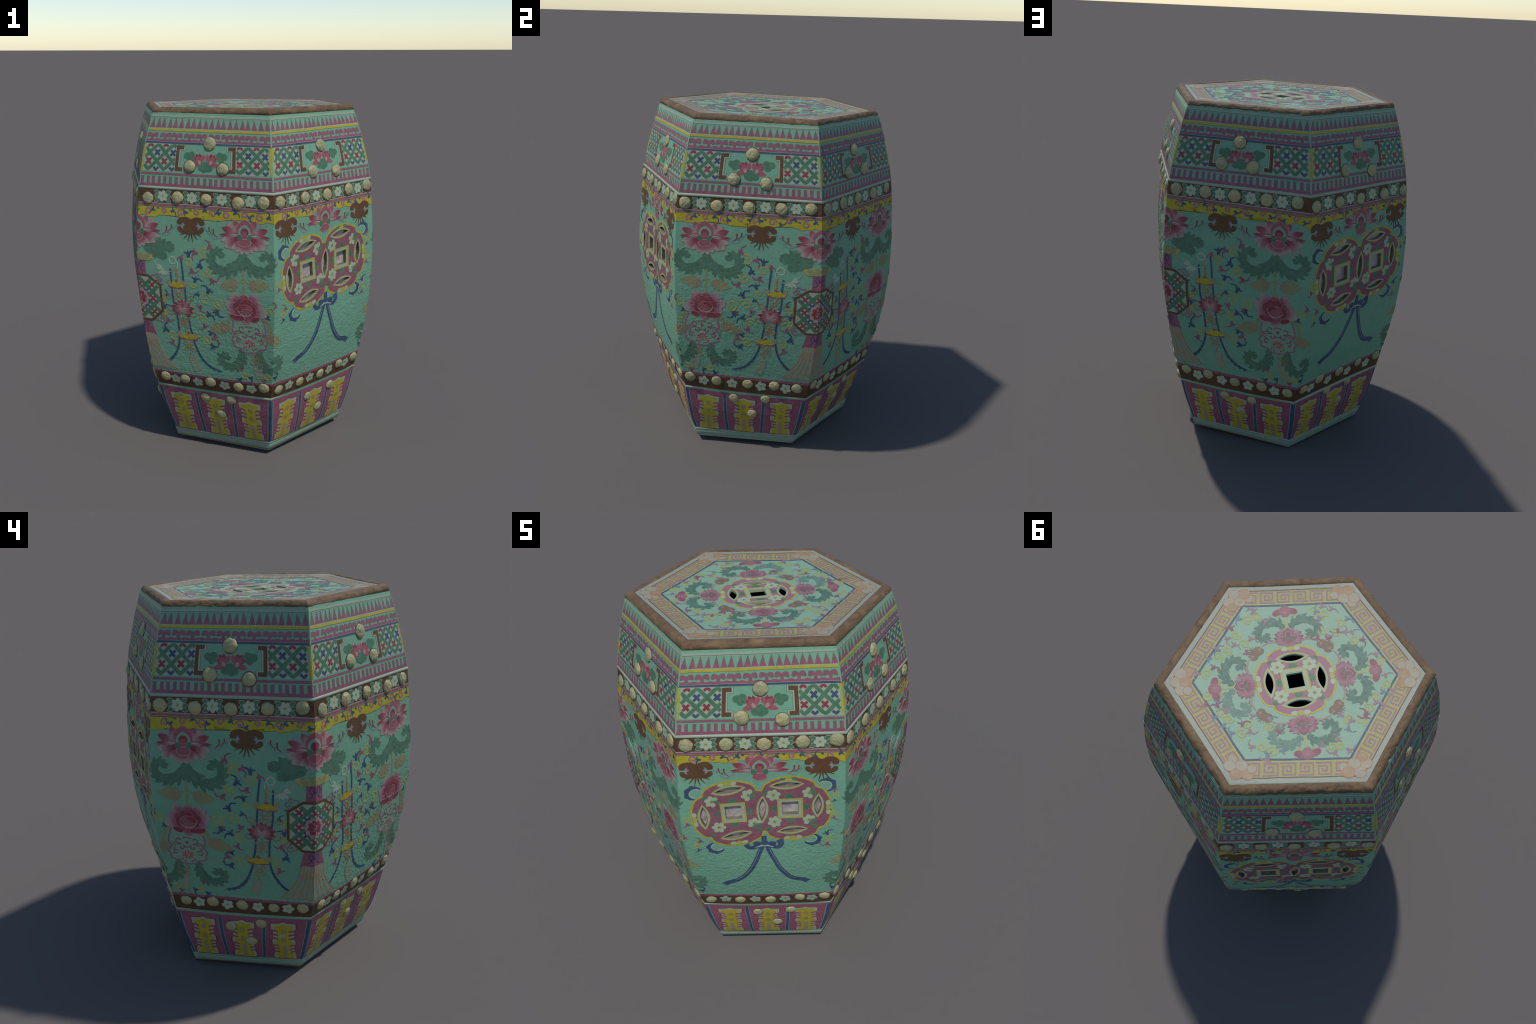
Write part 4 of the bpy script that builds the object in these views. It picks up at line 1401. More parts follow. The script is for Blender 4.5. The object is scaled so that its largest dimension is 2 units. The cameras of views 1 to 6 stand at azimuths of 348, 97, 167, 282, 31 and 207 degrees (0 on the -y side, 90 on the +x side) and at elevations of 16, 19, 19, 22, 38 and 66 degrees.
def sweep(name, profile, base, mats, per_side=1, bumpy=0.0, seed=0.0, mat_of=None):
    """moulding swept round the hexagon. profile: (inset, height above base) pairs,
    base: function k -> corner point"""
    C = np.array([base(k) for k in range(6)])
    ctr = C.mean(0)
    verts, faces, idx = [], [], []
    m = len(profile)
    total = 0
    for k in range(6):
        a, b = C[k], C[(k + 1) % 6]
        for i in range(per_side):
            u = i / per_side
            p = a * (1 - u) + b * u
            rad = p - ctr
            rad[2] = 0
            # inset measured along the corner radius so that mitres stay sharp
            rl = np.linalg.norm((a - ctr)[:2])
            for ins, dz in profile:
                q = p - rad * (ins / rl)
                q = np.array([q[0], q[1], p[2] + dz])
                if bumpy:
                    out = rad / np.linalg.norm(rad)
                    v = Vector(q)
                    d = noise.noise(v * 16 + Vector((seed, 0, 0))) * 0.9 + noise.noise(v * 45) * 0.7 + noise.noise(Vector((q[0] * 30, q[1] * 30, q[2] * 110))) * 0.6
                    # the rim is pitted and cracked on the far side of the stool
                    worn = min(1.0, max(0.0, 0.5 - (out[0] * 0.35 - out[1] * 0.9) * 1.2)) if bumpy > 0.002 else 0.0
                    crack = abs(noise.noise(Vector((q[0] * 13, q[1] * 13, q[2] * 55 + seed))))
                    d -= worn * 2.4 * max(0.0, 1 - crack / 0.16)
                    q = q + (out * 0.75 + np.array([0, 0, 0.5])) * bumpy * d * (0.35 if ins > 0.03 else 1.0)
                verts.append(q)
            total += 1
    for i in range(total):
        j = (i + 1) % total
        for s in range(m - 1):
            faces.append([i * m + s, j * m + s, j * m + s + 1, i * m + s + 1])
            idx.append(mat_of(s) if mat_of else 0)
    return link(name, mesh_from(name, verts, faces, mats, idx, smooth=True))


rim_profile = [(0.010, -0.036), (0.001, -0.028), (-0.001, -0.021), (0.001, -0.014), (0.005, -0.007), (0.011, -0.001), (0.018, 0.0025), (0.026, 0.0040), (0.036, 0.0034), (0.044, 0.0018), (0.050, 0.0002), (0.055, -0.008)]


def rim_base(k):
    p = ring_at(k, 1.962).copy()
    p[2] = top_plane(p[0], p[1])
    return p


RIM = sweep("rim", rim_profile, rim_base, ["rim_brown"], 130, 0.0024, 3.0)


def moulding(name, h0, h1, bulge, mat, n=7):
    prof = []
    C0 = lambda k: ring_at(k, (h0 + h1) / 2)
    r = lambda h: float(np.mean([np.linalg.norm(ring_at(k, h)[:2]) for k in range(6)]))
    rm = r((h0 + h1) / 2)
    for i in range(n):
        u = i / (n - 1)
        h = h0 + (h1 - h0) * u
        prof.append((rm - r(h) - bulge * math.sin(math.pi * u) + (0.004 if i in (0, n - 1) else 0), h - (h0 + h1) / 2))
    return sweep(name, prof, C0, [mat], 8)


moulding("upper_moulding", 1.571, 1.590, 0.006, "pale_edge")
moulding("lower_moulding", 0.384, 0.406, 0.005, "pale_edge")
moulding("foot_moulding", 0.062, 0.083, 0.004, "pale_edge")


def build_foot():
    prof = [(0.000, 0.003), (-0.003, -0.001), (0.001, -0.016), (0.006, -0.030), (0.011, -0.039), (0.018, -0.044), (0.03, -0.045)]
    return sweep("foot", prof, lambda k: ring_at(k, 0.062), ["foot_green", "bare_clay"], 24, 0.0007, 1.0, lambda s: 1 if s >= 3 else 0)


build_foot()

# ----- studs: lumpy cream bosses, five shapes shared by all
def stud_mesh(seed):
    rng = random.Random(seed)
    bm = bmesh.new()
    bmesh.ops.create_icosphere(bm, subdivisions=4, radius=1.0)
    bmesh.ops.bisect_plane(bm, geom=bm.verts[:] + bm.edges[:] + bm.faces[:], plane_co=(0, 0, -0.25), plane_no=(0, 0, 1), clear_inner=True)
    off = Vector((seed * 3.1, seed * 1.7, 0))
    pits = [(Vector((rng.uniform(-0.5, 0.5), rng.uniform(-0.5, 0.5), 0.8)), rng.uniform(0.16, 0.3)) for _ in range(3)]
    for v in bm.verts:
        p = v.co.copy()
        d = 0.10 * noise.noise(p * 1.6 + off) + 0.05 * noise.noise(p * 4.5 + off)
        d -= 0.05 * abs(noise.noise(p * 2.6 - off))
        for c, r in pits:
            q = (p - c).length / r
            d -= 0.10 * math.exp(-q * q * 1.5)
        flat = max(0.0, p.z)
        v.co = p * (1 + d)
        v.co.z = v.co.z * 0.52 if v.co.z > 0 else v.co.z * 0.4
    me = bpy.data.meshes.new("stud")
    bm.to_mesh(me)
    bm.free()
    me.materials.append(MATS["stud_cream"])
    me.polygons.foreach_set("use_smooth", [True] * len(me.polygons))
    return me


STUDS = [stud_mesh(s + 1) for s in range(6)]
srng = random.Random(41)


def stud(f, t, h, r):
    w = half_width(f, h)
    p = on_panel(f, t * w, h, 0.001)
    nrm = on_panel(f, t * w, h, 1.0) - on_panel(f, t * w, h, 0.0)
    side = ring_at(f + 1, h) - ring_at(f, h)
    side /= np.linalg.norm(side)
    up = np.cross(nrm, side)
    ob = link("stud", srng.choice(STUDS), None)
    rot = Matrix((side, up, nrm)).transposed().to_4x4() @ Matrix.Rotation(srng.uniform(0, TAU), 4, "Z")
    s = r * srng.uniform(0.95, 1.06)
    ob.matrix_world = Matrix.Translation(p) @ rot @ Matrix.Diagonal((s, s, r * srng.uniform(0.70, 0.92), 1))


# (fraction across the panel, height): five on the upper band, three in the cartouche,
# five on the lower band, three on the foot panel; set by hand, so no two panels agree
STUD_PLACES = (
    ((-0.882, 1.538), (-0.409, 1.539), (0.04, 1.535), (0.496, 1.542), (0.898, 1.55), (0.004, 1.798), (-0.227, 1.669), (0.259, 1.656), (-0.859, 0.456), (-0.41, 0.458), (0.057, 0.457), (0.506, 0.474), (0.881, 0.477), (-0.172, 0.326), (0.378, 0.342), (0.148, 0.216)),
    ((-0.892, 1.539), (-0.441, 1.531), (0.007, 1.53), (0.455, 1.535), (0.858, 1.544), (0.002, 1.806), (-0.232, 1.677), (0.231, 1.663), (-0.884, 0.477), (-0.457, 0.468), (0.047, 0.467), (0.471, 0.473), (0.833, 0.47), (-0.19, 0.356), (0.346, 0.373), (0.139, 0.251)),
    ((-0.877, 1.541), (-0.455, 1.543), (-0.044, 1.542), (0.406, 1.542), (0.821, 1.548), (-0.043, 1.807), (-0.271, 1.697), (0.184, 1.692), (-0.851, 0.484), (-0.469, 0.482), (-0.012, 0.469), (0.438, 0.473), (0.866, 0.465), (-0.201, 0.356), (0.283, 0.358), (0.068, 0.257)),
    ((-0.906, 1.531), (-0.459, 1.533), (-0.029, 1.528), (0.477, 1.53), (0.919, 1.53), (-0.022, 1.808), (-0.325, 1.68), (0.229, 1.663), (-0.833, 0.477), (-0.494, 0.501), (-0.026, 0.489), (0.425, 0.493), (0.875, 0.488), (-0.234, 0.382), (0.269, 0.379), (0.116, 0.259)),
    ((-0.886, 1.537), (-0.442, 1.53), (0.004, 1.53), (0.454, 1.537), (0.868, 1.548), (-0.016, 1.805), (-0.258, 1.677), (0.237, 1.664), (-0.815, 0.466), (-0.418, 0.473), (0.012, 0.466), (0.463, 0.463), (0.866, 0.471), (-0.18, 0.318), (0.282, 0.348), (0.124, 0.223)),
    ((-0.855, 1.527), (-0.4, 1.537), (0.031, 1.535), (0.496, 1.527), (0.857, 1.538), (0.052, 1.819), (-0.235, 1.7), (0.269, 1.694), (-0.817, 0.469), (-0.465, 0.471), (-0.02, 0.475), (0.457, 0.466), (0.875, 0.477), (-0.168, 0.353), (0.305, 0.358), (0.082, 0.244)),
)
STUD_SIZE = (0.0325,) * 5 + (0.0335,) * 3 + (0.0305,) * 5 + (0.0290,) * 3
for f in range(6):
    for (t, h), r in zip(STUD_PLACES[f], STUD_SIZE):
        stud(f, t, h - 0.003, r)

# ----- painted borders, one set for every panel
def hline(art, mat, h0, h1, layer=0):
    art.add(mat, rect(-1, h0, 1, h1), layer)


def border_top(f):
    rng = random.Random(100 + f)
    a = Art()
    hline(a, "pale_edge", 1.936, 1.951)
    hline(a, "outline_grey", 1.939, 1.9415, 2)
    n = 20
    for i in range(n):
        u = -1 + (i + 0.5) * 2 / n + rng.uniform(-0.008, 0.008)
        w = 0.84 / n * rng.uniform(0.92, 1.06)
        lean = rng.uniform(-0.008, 0.008)
        a.add("outline_grey", poly([(u - w - 0.007, 1.887), (u + w + 0.007, 1.887), (u + lean, 1.9395)]), 0)
        a.add("enamel_pink", poly([(u - w, 1.8885), (u + w, 1.8885), (u + lean + 0.003, 1.930), (u + lean - 0.003, 1.930)]), 1)
    hline(a, "pale_edge", 1.883, 1.8885, 2)
    hline(a, "outline_grey", 1.8725, 1.8745, 1)
    hline(a, "enamel_yellow", 1.8740, 1.8845, 3)
    lay("triangle_border", a, ("bandpanel", f))
    a = Art()                                     # cloud scroll
    hline(a, "enamel_pink", 1.8195, 1.8305, 1)
    n = 10
    for i in range(-1, n + 1):
        u = -1 + (i + (0.55 if f % 2 else 0.42)) * 2 / n + rng.uniform(-0.01, 0.01)
        if abs(u) > 0.955:
            continue
        g = Art()
        k = 1 / half_width(f, 1.84)
        e = lambda c, rx, ry, r=0.0: ([(x * k + u, y) for x, y in ellipse((c[0], c[1]), rx, ry, r, 14)[0]], [list(range(14))])
        for mat, gr, ly in (("outline_grey", 0.0022, 0), ("enamel_pink", 0.0, 2)):
            a.add(mat, e((-0.0150, 1.8535), 0.0145 + gr, 0.0085 + gr, -0.25), ly)
            a.add(mat, e((0.0150, 1.8535), 0.0145 + gr, 0.0085 + gr, 0.25), ly)
            a.add(mat, e((-0.0245, 1.8470), 0.0065 + gr, 0.0060 + gr), ly)
            a.add(mat, e((0.0245, 1.8470), 0.0065 + gr, 0.0060 + gr), ly)
            a.add(mat, poly([(u - (0.0055 + gr) * k, 1.829), (u + (0.0055 + gr) * k, 1.829), (u + (0.005 + gr) * k, 1.852), (u - (0.005 + gr) * k, 1.852)]), ly)
        a.add("enamel_pink", e((0.035, 1.8295), 0.012, 0.0045), 1)
        a.add("enamel_pink", e((-0.035, 1.8295), 0.012, 0.0045), 1)
    hline(a, "enamel_blue", 1.8105, 1.8185, 3)
    hline(a, "enamel_white", 1.8185, 1.8198, 3)
    hline(a, "outline_grey", 1.8085, 1.8110, 2)
    lay("cloud_scroll_border", a, ("bandpanel", f))


def border_lattice(f):
    a = Art()
    w = half_width(f, 1.74)
    for x0, x1, ph in ((-0.965, -0.462, 0.0), (0.462, 0.965, 0.5)):
        a.add("enamel_white", rect(x0, 1.667, x1, 1.8085), 0)
        cw, ch = 0.091, 0.089
        ox = x0 + (0.30 if ph == 0 else 0.25) * cw / w
        sub = Art()
        lattice(x0 * w + 0.002, x1 * w - 0.002, 1.669, 1.8075, cw, ch, ox * w, 1.718, sub, layer=1)
        for (v, fc), m, l in sub.items:
            a.add(m, ([(min(max(x / w, x0), x1), min(max(y, 1.6675), 1.8082)) for x, y in v], fc), l)
    for sx in (-1, 1):
        a.add("enamel_yellow", rect(min(sx * 0.970, sx * 0.992), 1.667, max(sx * 0.970, sx * 0.992), 1.8085), 1)
        for mat, g, ly in (("outline_grey", 0.0085, 0), ("enamel_white", 0.0065, 1), ("enamel_brown", 0.0, 5)):
            k, gy = g / w * 1.1, g * 0.75
            def r(xa, ya, xb, yb):
                xa, xb = sorted((sx * xa, sx * xb))
                a.add(mat, rect(xa, ya, xb, yb), ly)
            r(0.413 - k, 1.673, 0.462, 1.803)
            r(0.345 - k, 1.784 - gy, 0.42, 1.803)
            r(0.345 - k, 1.673, 0.42, 1.692 + gy)
    lay("lattice_border", a, ("bandpanel", f))
    lay("lotus_spray", lotus_spray(), ("panel", f), 0.0012, dx=0.0, dy=1.738, flip=bool(f % 2))


def border_fringe(f):
    rng = random.Random(300 + f)
    a = Art()
    hline(a, "outline_grey", 1.6475, 1.6605, 0)
    hline(a, "enamel_pink", 1.6495, 1.6590, 1)
    hline(a, "enamel_pink", 1.5890, 1.6030, 1)
    hline(a, "outline_grey", 1.6025, 1.6040, 0)
    n = 23
    for i in range(n):
        u = -1 + (i + 0.5) * 2 / n + rng.uniform(-0.006, 0.006)
        w = 0.43 / n * rng.uniform(0.9, 1.1)
        a.add("outline_grey", rect(u - w - 0.004, 1.602, u + w + 0.004, 1.641), 0)
        a.add("enamel_pink", rect(u - w, 1.602, u + w, 1.6395), 2)
    lay("fringe_border", a, ("bandpanel", f))


def border_blossom(f):
    a = Art()
    hline(a, "band_brown", 1.501, 1.573, 0)
    hline(a, "pale_edge", 1.4975, 1.5025, 1)
    hline(a, "enamel_pink", 1.4865, 1.4985, 2)
    lay("blossom_band", a, ("bandpanel", f))
    w = half_width(f, 1.54)
    P = STUD_PLACES[f]
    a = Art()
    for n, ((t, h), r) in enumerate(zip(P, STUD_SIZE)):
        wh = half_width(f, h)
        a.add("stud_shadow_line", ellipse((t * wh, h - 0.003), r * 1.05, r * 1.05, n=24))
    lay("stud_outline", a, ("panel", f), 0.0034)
    for i in range(4):
        t = (P[i][0] + P[i + 1][0]) / 2
        lay("blossom", blossom(6, 0.030, True, rot=0.2 * i + f), ("panel", f), 0.0010, dx=t * w, dy=1.538)
    a = Art()
    hline(a, "band_brown", 0.404, 0.4945, 0)
    hline(a, "enamel_pink", 0.4925, 0.5045, 1)
    n = 26
    for i in range(n):
        u = -1 + (i + 0.5) * 2 / n
        a.add("enamel_pink", poly([(u + 0.040 * math.cos(t), 0.5035 + 0.007 * math.sin(t)) for t in np.linspace(0, math.pi, 8)]), 1)
    lay("blossom_band", a, ("bandpanel", f))
    w = half_width(f, 0.465)
    for i in range(4):
        t = (P[8 + i][0] + P[9 + i][0]) / 2
        lay("blossom", blossom(5, 0.0315, False, rot=0.25 * i + f), ("panel", f), 0.0010, dx=t * w, dy=0.458)


def border_yellow(f, coin):
    rng = random.Random(500 + f)
    a = Art()
    w = half_width(f, 1.46)
    # scalloped lower edge that droops in broad swags
    low = lambda u: 1.446 - (0.010 if coin else 0.020) * (0.5 - 0.5 * math.cos(2 * TAU * u + (0 if f % 2 else 2.0))) - 0.016 * abs(u) ** 6
    N = 84
    xs = [-1 + 2 * i / N for i in range(N + 1)]
    pts = [(u, low(u) + 0.006 * abs(math.sin(u * 26))) for u in xs]
    a.add("outline_grey", poly([(-1, 1.4875)] + [(u, y - 0.0025) for u, y in pts] + [(1, 1.4875)]), 0)
    a.add("enamel_yellow", poly([(-1, 1.4875)] + pts + [(1, 1.4875)]), 1)
    a.add("outline_grey", poly([(-1, 1.4850)] + [(u, 1.4815 + 0.0025 * math.cos(u * 60)) for u in xs] + [(1, 1.4850)]), 2)
    lay("yellow_border", a, ("bandpanel", f), 0.0005)
    a = Art()
    n = 8
    for i in range(n):
        x = (-0.93 + (i + 0.5) * 1.86 / n) * w + rng.uniform(-0.008, 0.008)
        y = (low(x / w) + 1.484) / 2 + 0.002
        r = min(0.022, (1.484 - low(x / w)) * 0.42)
        wy = 1 if i % 2 else -1
        a.add("mauve", stroke(curl_path((x, y), r, rng.uniform(0, 1.5) + (0 if wy > 0 else 3), 1.15, wy, shrink=0.72, n=20), 0.0085, 0.0075), 0)
        a.merge(sprig("enamel_blue", rng.uniform(-1, 1) + (0 if wy > 0 else math.pi), 0.036), x + 0.036, y + rng.uniform(-0.006, 0.006), layer=1)
        if i % 2:
            a.add("enamel_blue", petal((x - 0.03, y + 0.008), (x - 0.046, y + 0.014), 0.009), 1)
    lay("yellow_border_scrolls", a, ("panel", f), 0.0022)


def border_foot(f):
    a = Art()
    hline(a, "enamel_pink", 0.081, 0.386, 0)
    w = lambda h: half_width(f, h)
    for t in (-0.343, 0.325):
        a.add("panel_blue", poly([(t - 0.022, 0.082), (t + 0.022, 0.082), (t + 0.022, 0.372), (t - 0.022, 0.372)]), 2)
        for s in (-0.028, 0.028):
            a.add("pale_blue", poly([(t + s - 0.005, 0.082), (t + s + 0.005, 0.082), (t + s + 0.005, 0.372), (t + s - 0.005, 0.372)]), 1)
    for sx in (-1, 1):
        x0, x1 = sorted((sx * 0.962, sx * 1.0))
        a.add("panel_blue", rect(x0, 0.082, x1, 0.378), 2)
        x0, x1 = sorted((sx * 0.948, sx * 0.964))
        a.add("pale_blue", rect(x0, 0.082, x1, 0.378), 1)
    lay("rose_foot_panel", a, ("bandpanel", f), 0.0004)
    for t in (-0.665, -0.01, 0.655):
        lay("longevity_character", shou_panel(), ("panel", f), 0.0016, dx=t * w(0.2), dy=0.084)


def pale_corner(k):
    a = Art()
    for h0, h1 in ((1.592, 1.665), (1.812, 1.95)):
        a.add("pale_teal", rect(-0.0035, h0, 0.0035, h1))
    lay("corner_line", a, ("corner", k), 0.0035)


for f in range(6):
    border_top(f)
    border_lattice(f)
    border_fringe(f)
    border_blossom(f)
    border_yellow(f, f in (0, 3))
    border_foot(f)
    pale_corner(f)

# ----- the two coin panels
P, B, Yc = "enamel_pink", "enamel_blue", "pale_yellow"
for f in (0, 3):
    lay("coin_medallion", MED, ("panel", f), 0.0010)
    lay("ribbon", ribbon(), ("panel", f), 0.0006)
    lay("lotus_flower", small_coin_lotus(), ("panel", f), 0.0030, origin=(0, 0), dx=-0.008, dy=1.385)
    for x, y in ((-0.303, 1.392), (0.280, 1.405)):
        lay("bat", bat(), ("panel", f), 0.0030, dx=x, dy=y)
    a = garland(-0.225, -0.125, 1.400, 1.372, 0.03)
    a.merge(garland(0.195, 0.11, 1.405, 1.385, 0.03), layer=1)
    lay("garland", a, ("panel", f), 0.0024)
    a = Art()
    for c, r, a0, wy, sp in (((0.350, 1.235), 0.021, 2.0, -1, ((P, 1.8, 0.03), (B, 4.6, 0.022))), ((0.352, 1.130), 0.021, 2.4, 1, ((B, 2.6, 0.036), (P, 4.6, 0.03))),
                              ((0.330, 0.955), 0.024, 1.2, 1, ((B, 1.9, 0.04), (P, 4.4, 0.04))), ((-0.375, 1.115), 0.020, 0.6, -1, ((P, 4.9, 0.034),)),
                              ((-0.338, 0.935), 0.022, 2.0, -1, ((P, 1.0, 0.036), (B, 5.0, 0.028)))):
        a.merge(tendril(c, r, a0, wy, 1.1, None, sp, w=0.0075))
    lay("tendrils", a, ("panel", f), 0.0008).__setitem__("kind", "stuff")

# ----- the four vase panels (panels 2 and 5 mirror panels 1 and 4 about the fan corner)
for f in (1, 2, 4, 5):
    fl = f in (2, 5)
    # everything is drawn for the unmirrored panel; mirrored ones flip about x = 0
    put = lambda name, art, lift, **kw: lay(name, art, ("panel", f), lift, flip=fl, **kw)
    sx = -1 if fl else 1
    put("lotus_flower", lotus_flower(), 0.0034, origin=(0, 0), dx=sx * -0.230, dy=1.352)
    put("bat", bat(), 0.0028, dx=sx * 0.074, dy=1.384)
    a = garland(-0.006, -0.105, 1.390, 1.345, 0.03)
    a.merge(garland(0.154, 0.272, 1.392, 1.345, 0.035), layer=1)
    put("garland", a, 0.0012)
    x0 = -0.222
    L = acanthus([(x0, 1.265), (x0 - 0.010, 1.226), (x0 - 0.042, 1.190), (x0 - 0.090, 1.173), (x0 - 0.138, 1.186), (x0 - 0.162, 1.222), (x0 - 0.150, 1.258), (x0 - 0.120, 1.264), (x0 - 0.104, 1.246)], 0.060, 0.026, teeth=14)
    L.merge(acanthus([(x0, 1.265), (x0 + 0.012, 1.222), (x0 + 0.050, 1.182), (x0 + 0.105, 1.160), (x0 + 0.156, 1.174), (x0 + 0.182, 1.216), (x0 + 0.170, 1.258), (x0 + 0.138, 1.268), (x0 + 0.118, 1.248)], 0.064, 0.028, teeth=14), layer=2)
    put("scroll_leaf", L, 0.0010)
    st = Art()
    st.add("olive_leaf", stroke(smooth_path([(x0, 1.205), (x0, 1.13), (x0 - 0.004, 1.045)], 6), 0.013, 0.010))
    for s in (-1, 1):
        st.add("olive_leaf", stroke(smooth_path([(x0, 1.125), (x0 + s * 0.018, 1.116), (x0 + s * 0.038, 1.104)], 5), 0.008, 0.005))
        st.add("olive_leaf", stroke(smooth_path([(x0 - 0.004, 1.06), (x0 + s * 0.012, 1.04)], 3), 0.007, 0.004))
    put("flower_stem", st, 0.0008)
    for b, t, w in (((-0.250, 1.098), (-0.366, 1.108), 0.072), ((-0.192, 1.100), (-0.090, 1.082), 0.074), ((-0.134, 0.850), (-0.012, 0.812), 0.072)):
        put("yellow_leaf", tinted_leaf(b, t, w), 0.0010)
    put("vase", vase(), 0.0010, dx=sx * -0.246, dy=0.825)
    put("peony_flower", peony_flower(), 0.0024, origin=(0, 0), dx=sx * -0.228, dy=0.964)
    Lw = acanthus([(-0.200, 0.725), (-0.198, 0.680), (-0.184, 0.635), (-0.150, 0.604), (-0.106, 0.602), (-0.074, 0.630), (-0.076, 0.666), (-0.102, 0.678), (-0.116, 0.660)], 0.056, 0.026, ("leaf_green", "leaf_green"), 13)
    put("scroll_leaf", Lw, 0.0010)
    k = Art()
    k.merge(bow_knot(0.036), -0.280, 0.664)
    k.add("iron_red_line", stroke([(-0.281, 0.650), (-0.282, 0.632)], 0.006))
    k.merge(tag((-0.283, 0.634), (-0.296, 0.540), 0.042))
    put("vase_pendant", k, 0.0012)
    put("hanging_emblem", emblem(), 0.0022, dx=sx * 0.134)
    put("lotus_flower", small_lotus(), 0.0062, origin=(0, -0.01), dx=sx * 0.136, dy=0.936)
    a = Art()
    for c, r, a0, wy, tn, sp in (
        ((0.000, 1.245), 0.032, 2.2, -1, 1.15, ((P, 2.2, 0.05), (P, 0.0, 0.046))), ((-0.010, 1.140), 0.031, 1.6, 1, 1.15, ((B, 0.9, 0.052), (P, 3.9, 0.05))),
        ((0.094, 1.188), 0.030, 0.2, 1, 0.9, ((B, 1.7, 0.052), (P, 4.2, 0.046), (P, 0.6, 0.036))), ((0.066, 1.066), 0.018, 0.4, -1, 0.9, ((B, 2.0, 0.046),)),
        ((-0.078, 0.978), 0.034, -2.0, 1, 1.2, ((B, 4.9, 0.05), (P, 2.9, 0.036), (P, 5.2, 0.03))), ((0.000, 0.990), 0.036, 3.0, -1, 1.15, ((B, 1.9, 0.052), (P, 5.3, 0.044), (B, 0.5, 0.036))),
        ((0.022, 0.880), 0.027, 0.6, 1, 1.15, ((B, 2.6, 0.048), (P, 4.5, 0.044))), ((0.006, 0.755), 0.031, -0.6, -1, 1.2, ((P, 2.9, 0.046), (B, 3.9, 0.05), (B, 2.2, 0.04))),
        ((0.205, 0.757), 0.030, -2.6, 1, 1.15, ((B, 0.6, 0.054), (P, 4.9, 0.046))), ((0.246, 0.884), 0.024, -2.0, 1, 1.1, ((B, 1.6, 0.04), (P, 4.2, 0.042))),
        ((0.246, 0.972), 0.020, 0.3, -1, 1.0, ((B, 2.2, 0.034), (P, 4.9, 0.036))), ((0.262, 1.030), 0.002, 0, 1, 0.5, ((B, 1.2, 0.036),)),
        ((-0.200, 0.556), 0.026, 2.8, 1, 1.0, ((B, 5.3, 0.042), (P, 1.2, 0.036), (B, 3.6, 0.036))), ((-0.338, 0.560), 0.024, 0.4, -1, 1.0, ((B, 3.3, 0.042), (P, 5.3, 0.038))),
        ((-0.372, 0.965), 0.026, -0.8, 1, 1.1, ((P, 2.3, 0.034), (B, 5.2, 0.036)))):
        a.merge(tendril(c, r, a0, wy, tn, None, sp))
    lay("tendrils", a, ("panel", f), 0.0014, flip=fl).__setitem__("kind", "stuff")

# corner compositions: octagonal fans at corners 2 and 5
for k in (2, 5):
    lay("octagonal_fan", corner_fan(), ("corner", k), 0.0034)
    a = Art()
    for s in (-1, 1):
        g = acanthus([(s * 0.04, 1.262), (s * 0.10, 1.262), (s * 0.16, 1.278), (s * 0.205, 1.262)], 0.075, 0.035, teeth=7)
        g.merge(acanthus([(s * 0.07, 1.262), (s * 0.125, 1.235), (s * 0.165, 1.215)], 0.06, 0.03, teeth=5), layer=1)
        a.merge(g)
    lay("scroll_leaf", a, ("corner", k), 0.0012)
    lay("lotus_flower", lotus_flower(), ("corner", k), 0.0046, origin=(0, 0), dy=1.345)
# the leaf scrolls and leaves that turn the corners beside the coin panels
for k, s in ((1, 1), (0, -1), (4, 1), (3, -1)):
    # s = 1: vase panel lies on the positive side of the corner
    a = acanthus([(s * 0.083, 0.728), (s * 0.080, 0.690), (s * 0.066, 0.645), (s * 0.030, 0.608), (s * -0.012, 0.604), (s * -0.044, 0.632), (s * -0.044, 0.668), (s * -0.020, 0.682), (s * -0.004, 0.664)], 0.054, 0.026, ("leaf_green", "leaf_green"), 13)
    lay("scroll_leaf", a, ("corner", k), 0.0010)
    lay("yellow_leaf", tinted_leaf((s * 0.045, 0.815), (s * -0.050, 0.775), 0.066), ("corner", k), 0.0010)

# ----- painted seat
def seat_ring(name, s0, s1, mat, lift):
    a = Art()
    o, i = hexagon(s0), hexagon(s1)
    n = 12
    def loop(P):
        out = []
        for k in range(6):
            for j in range(n):
                q = P[k] * (1 - j / n) + P[(k + 1) % 6] * j / n
                out.append((q[0], q[1]))
        return out
    a.add(mat, ring_between(loop(o), loop(i)))
    return a


# ("top", 180) drawings have x, y equal to the world axes
R0 = 0.651
A = Art()
for s0, s1, m, l in ((0.600, 0.572, "seat_white", 1), (0.574, 0.568, "enamel_brown", 2), (0.570, 0.478, "key_yellow", 0), (0.484, 0.478, "pale_yellow", 1), (0.478, 0.466, "enamel_blue", 1)):
    A.merge(seat_ring("", s0 / R0, s1 / R0, m, 0), layer=l)
lay("seat_border", A, ("top", 180.0), 0.0004)


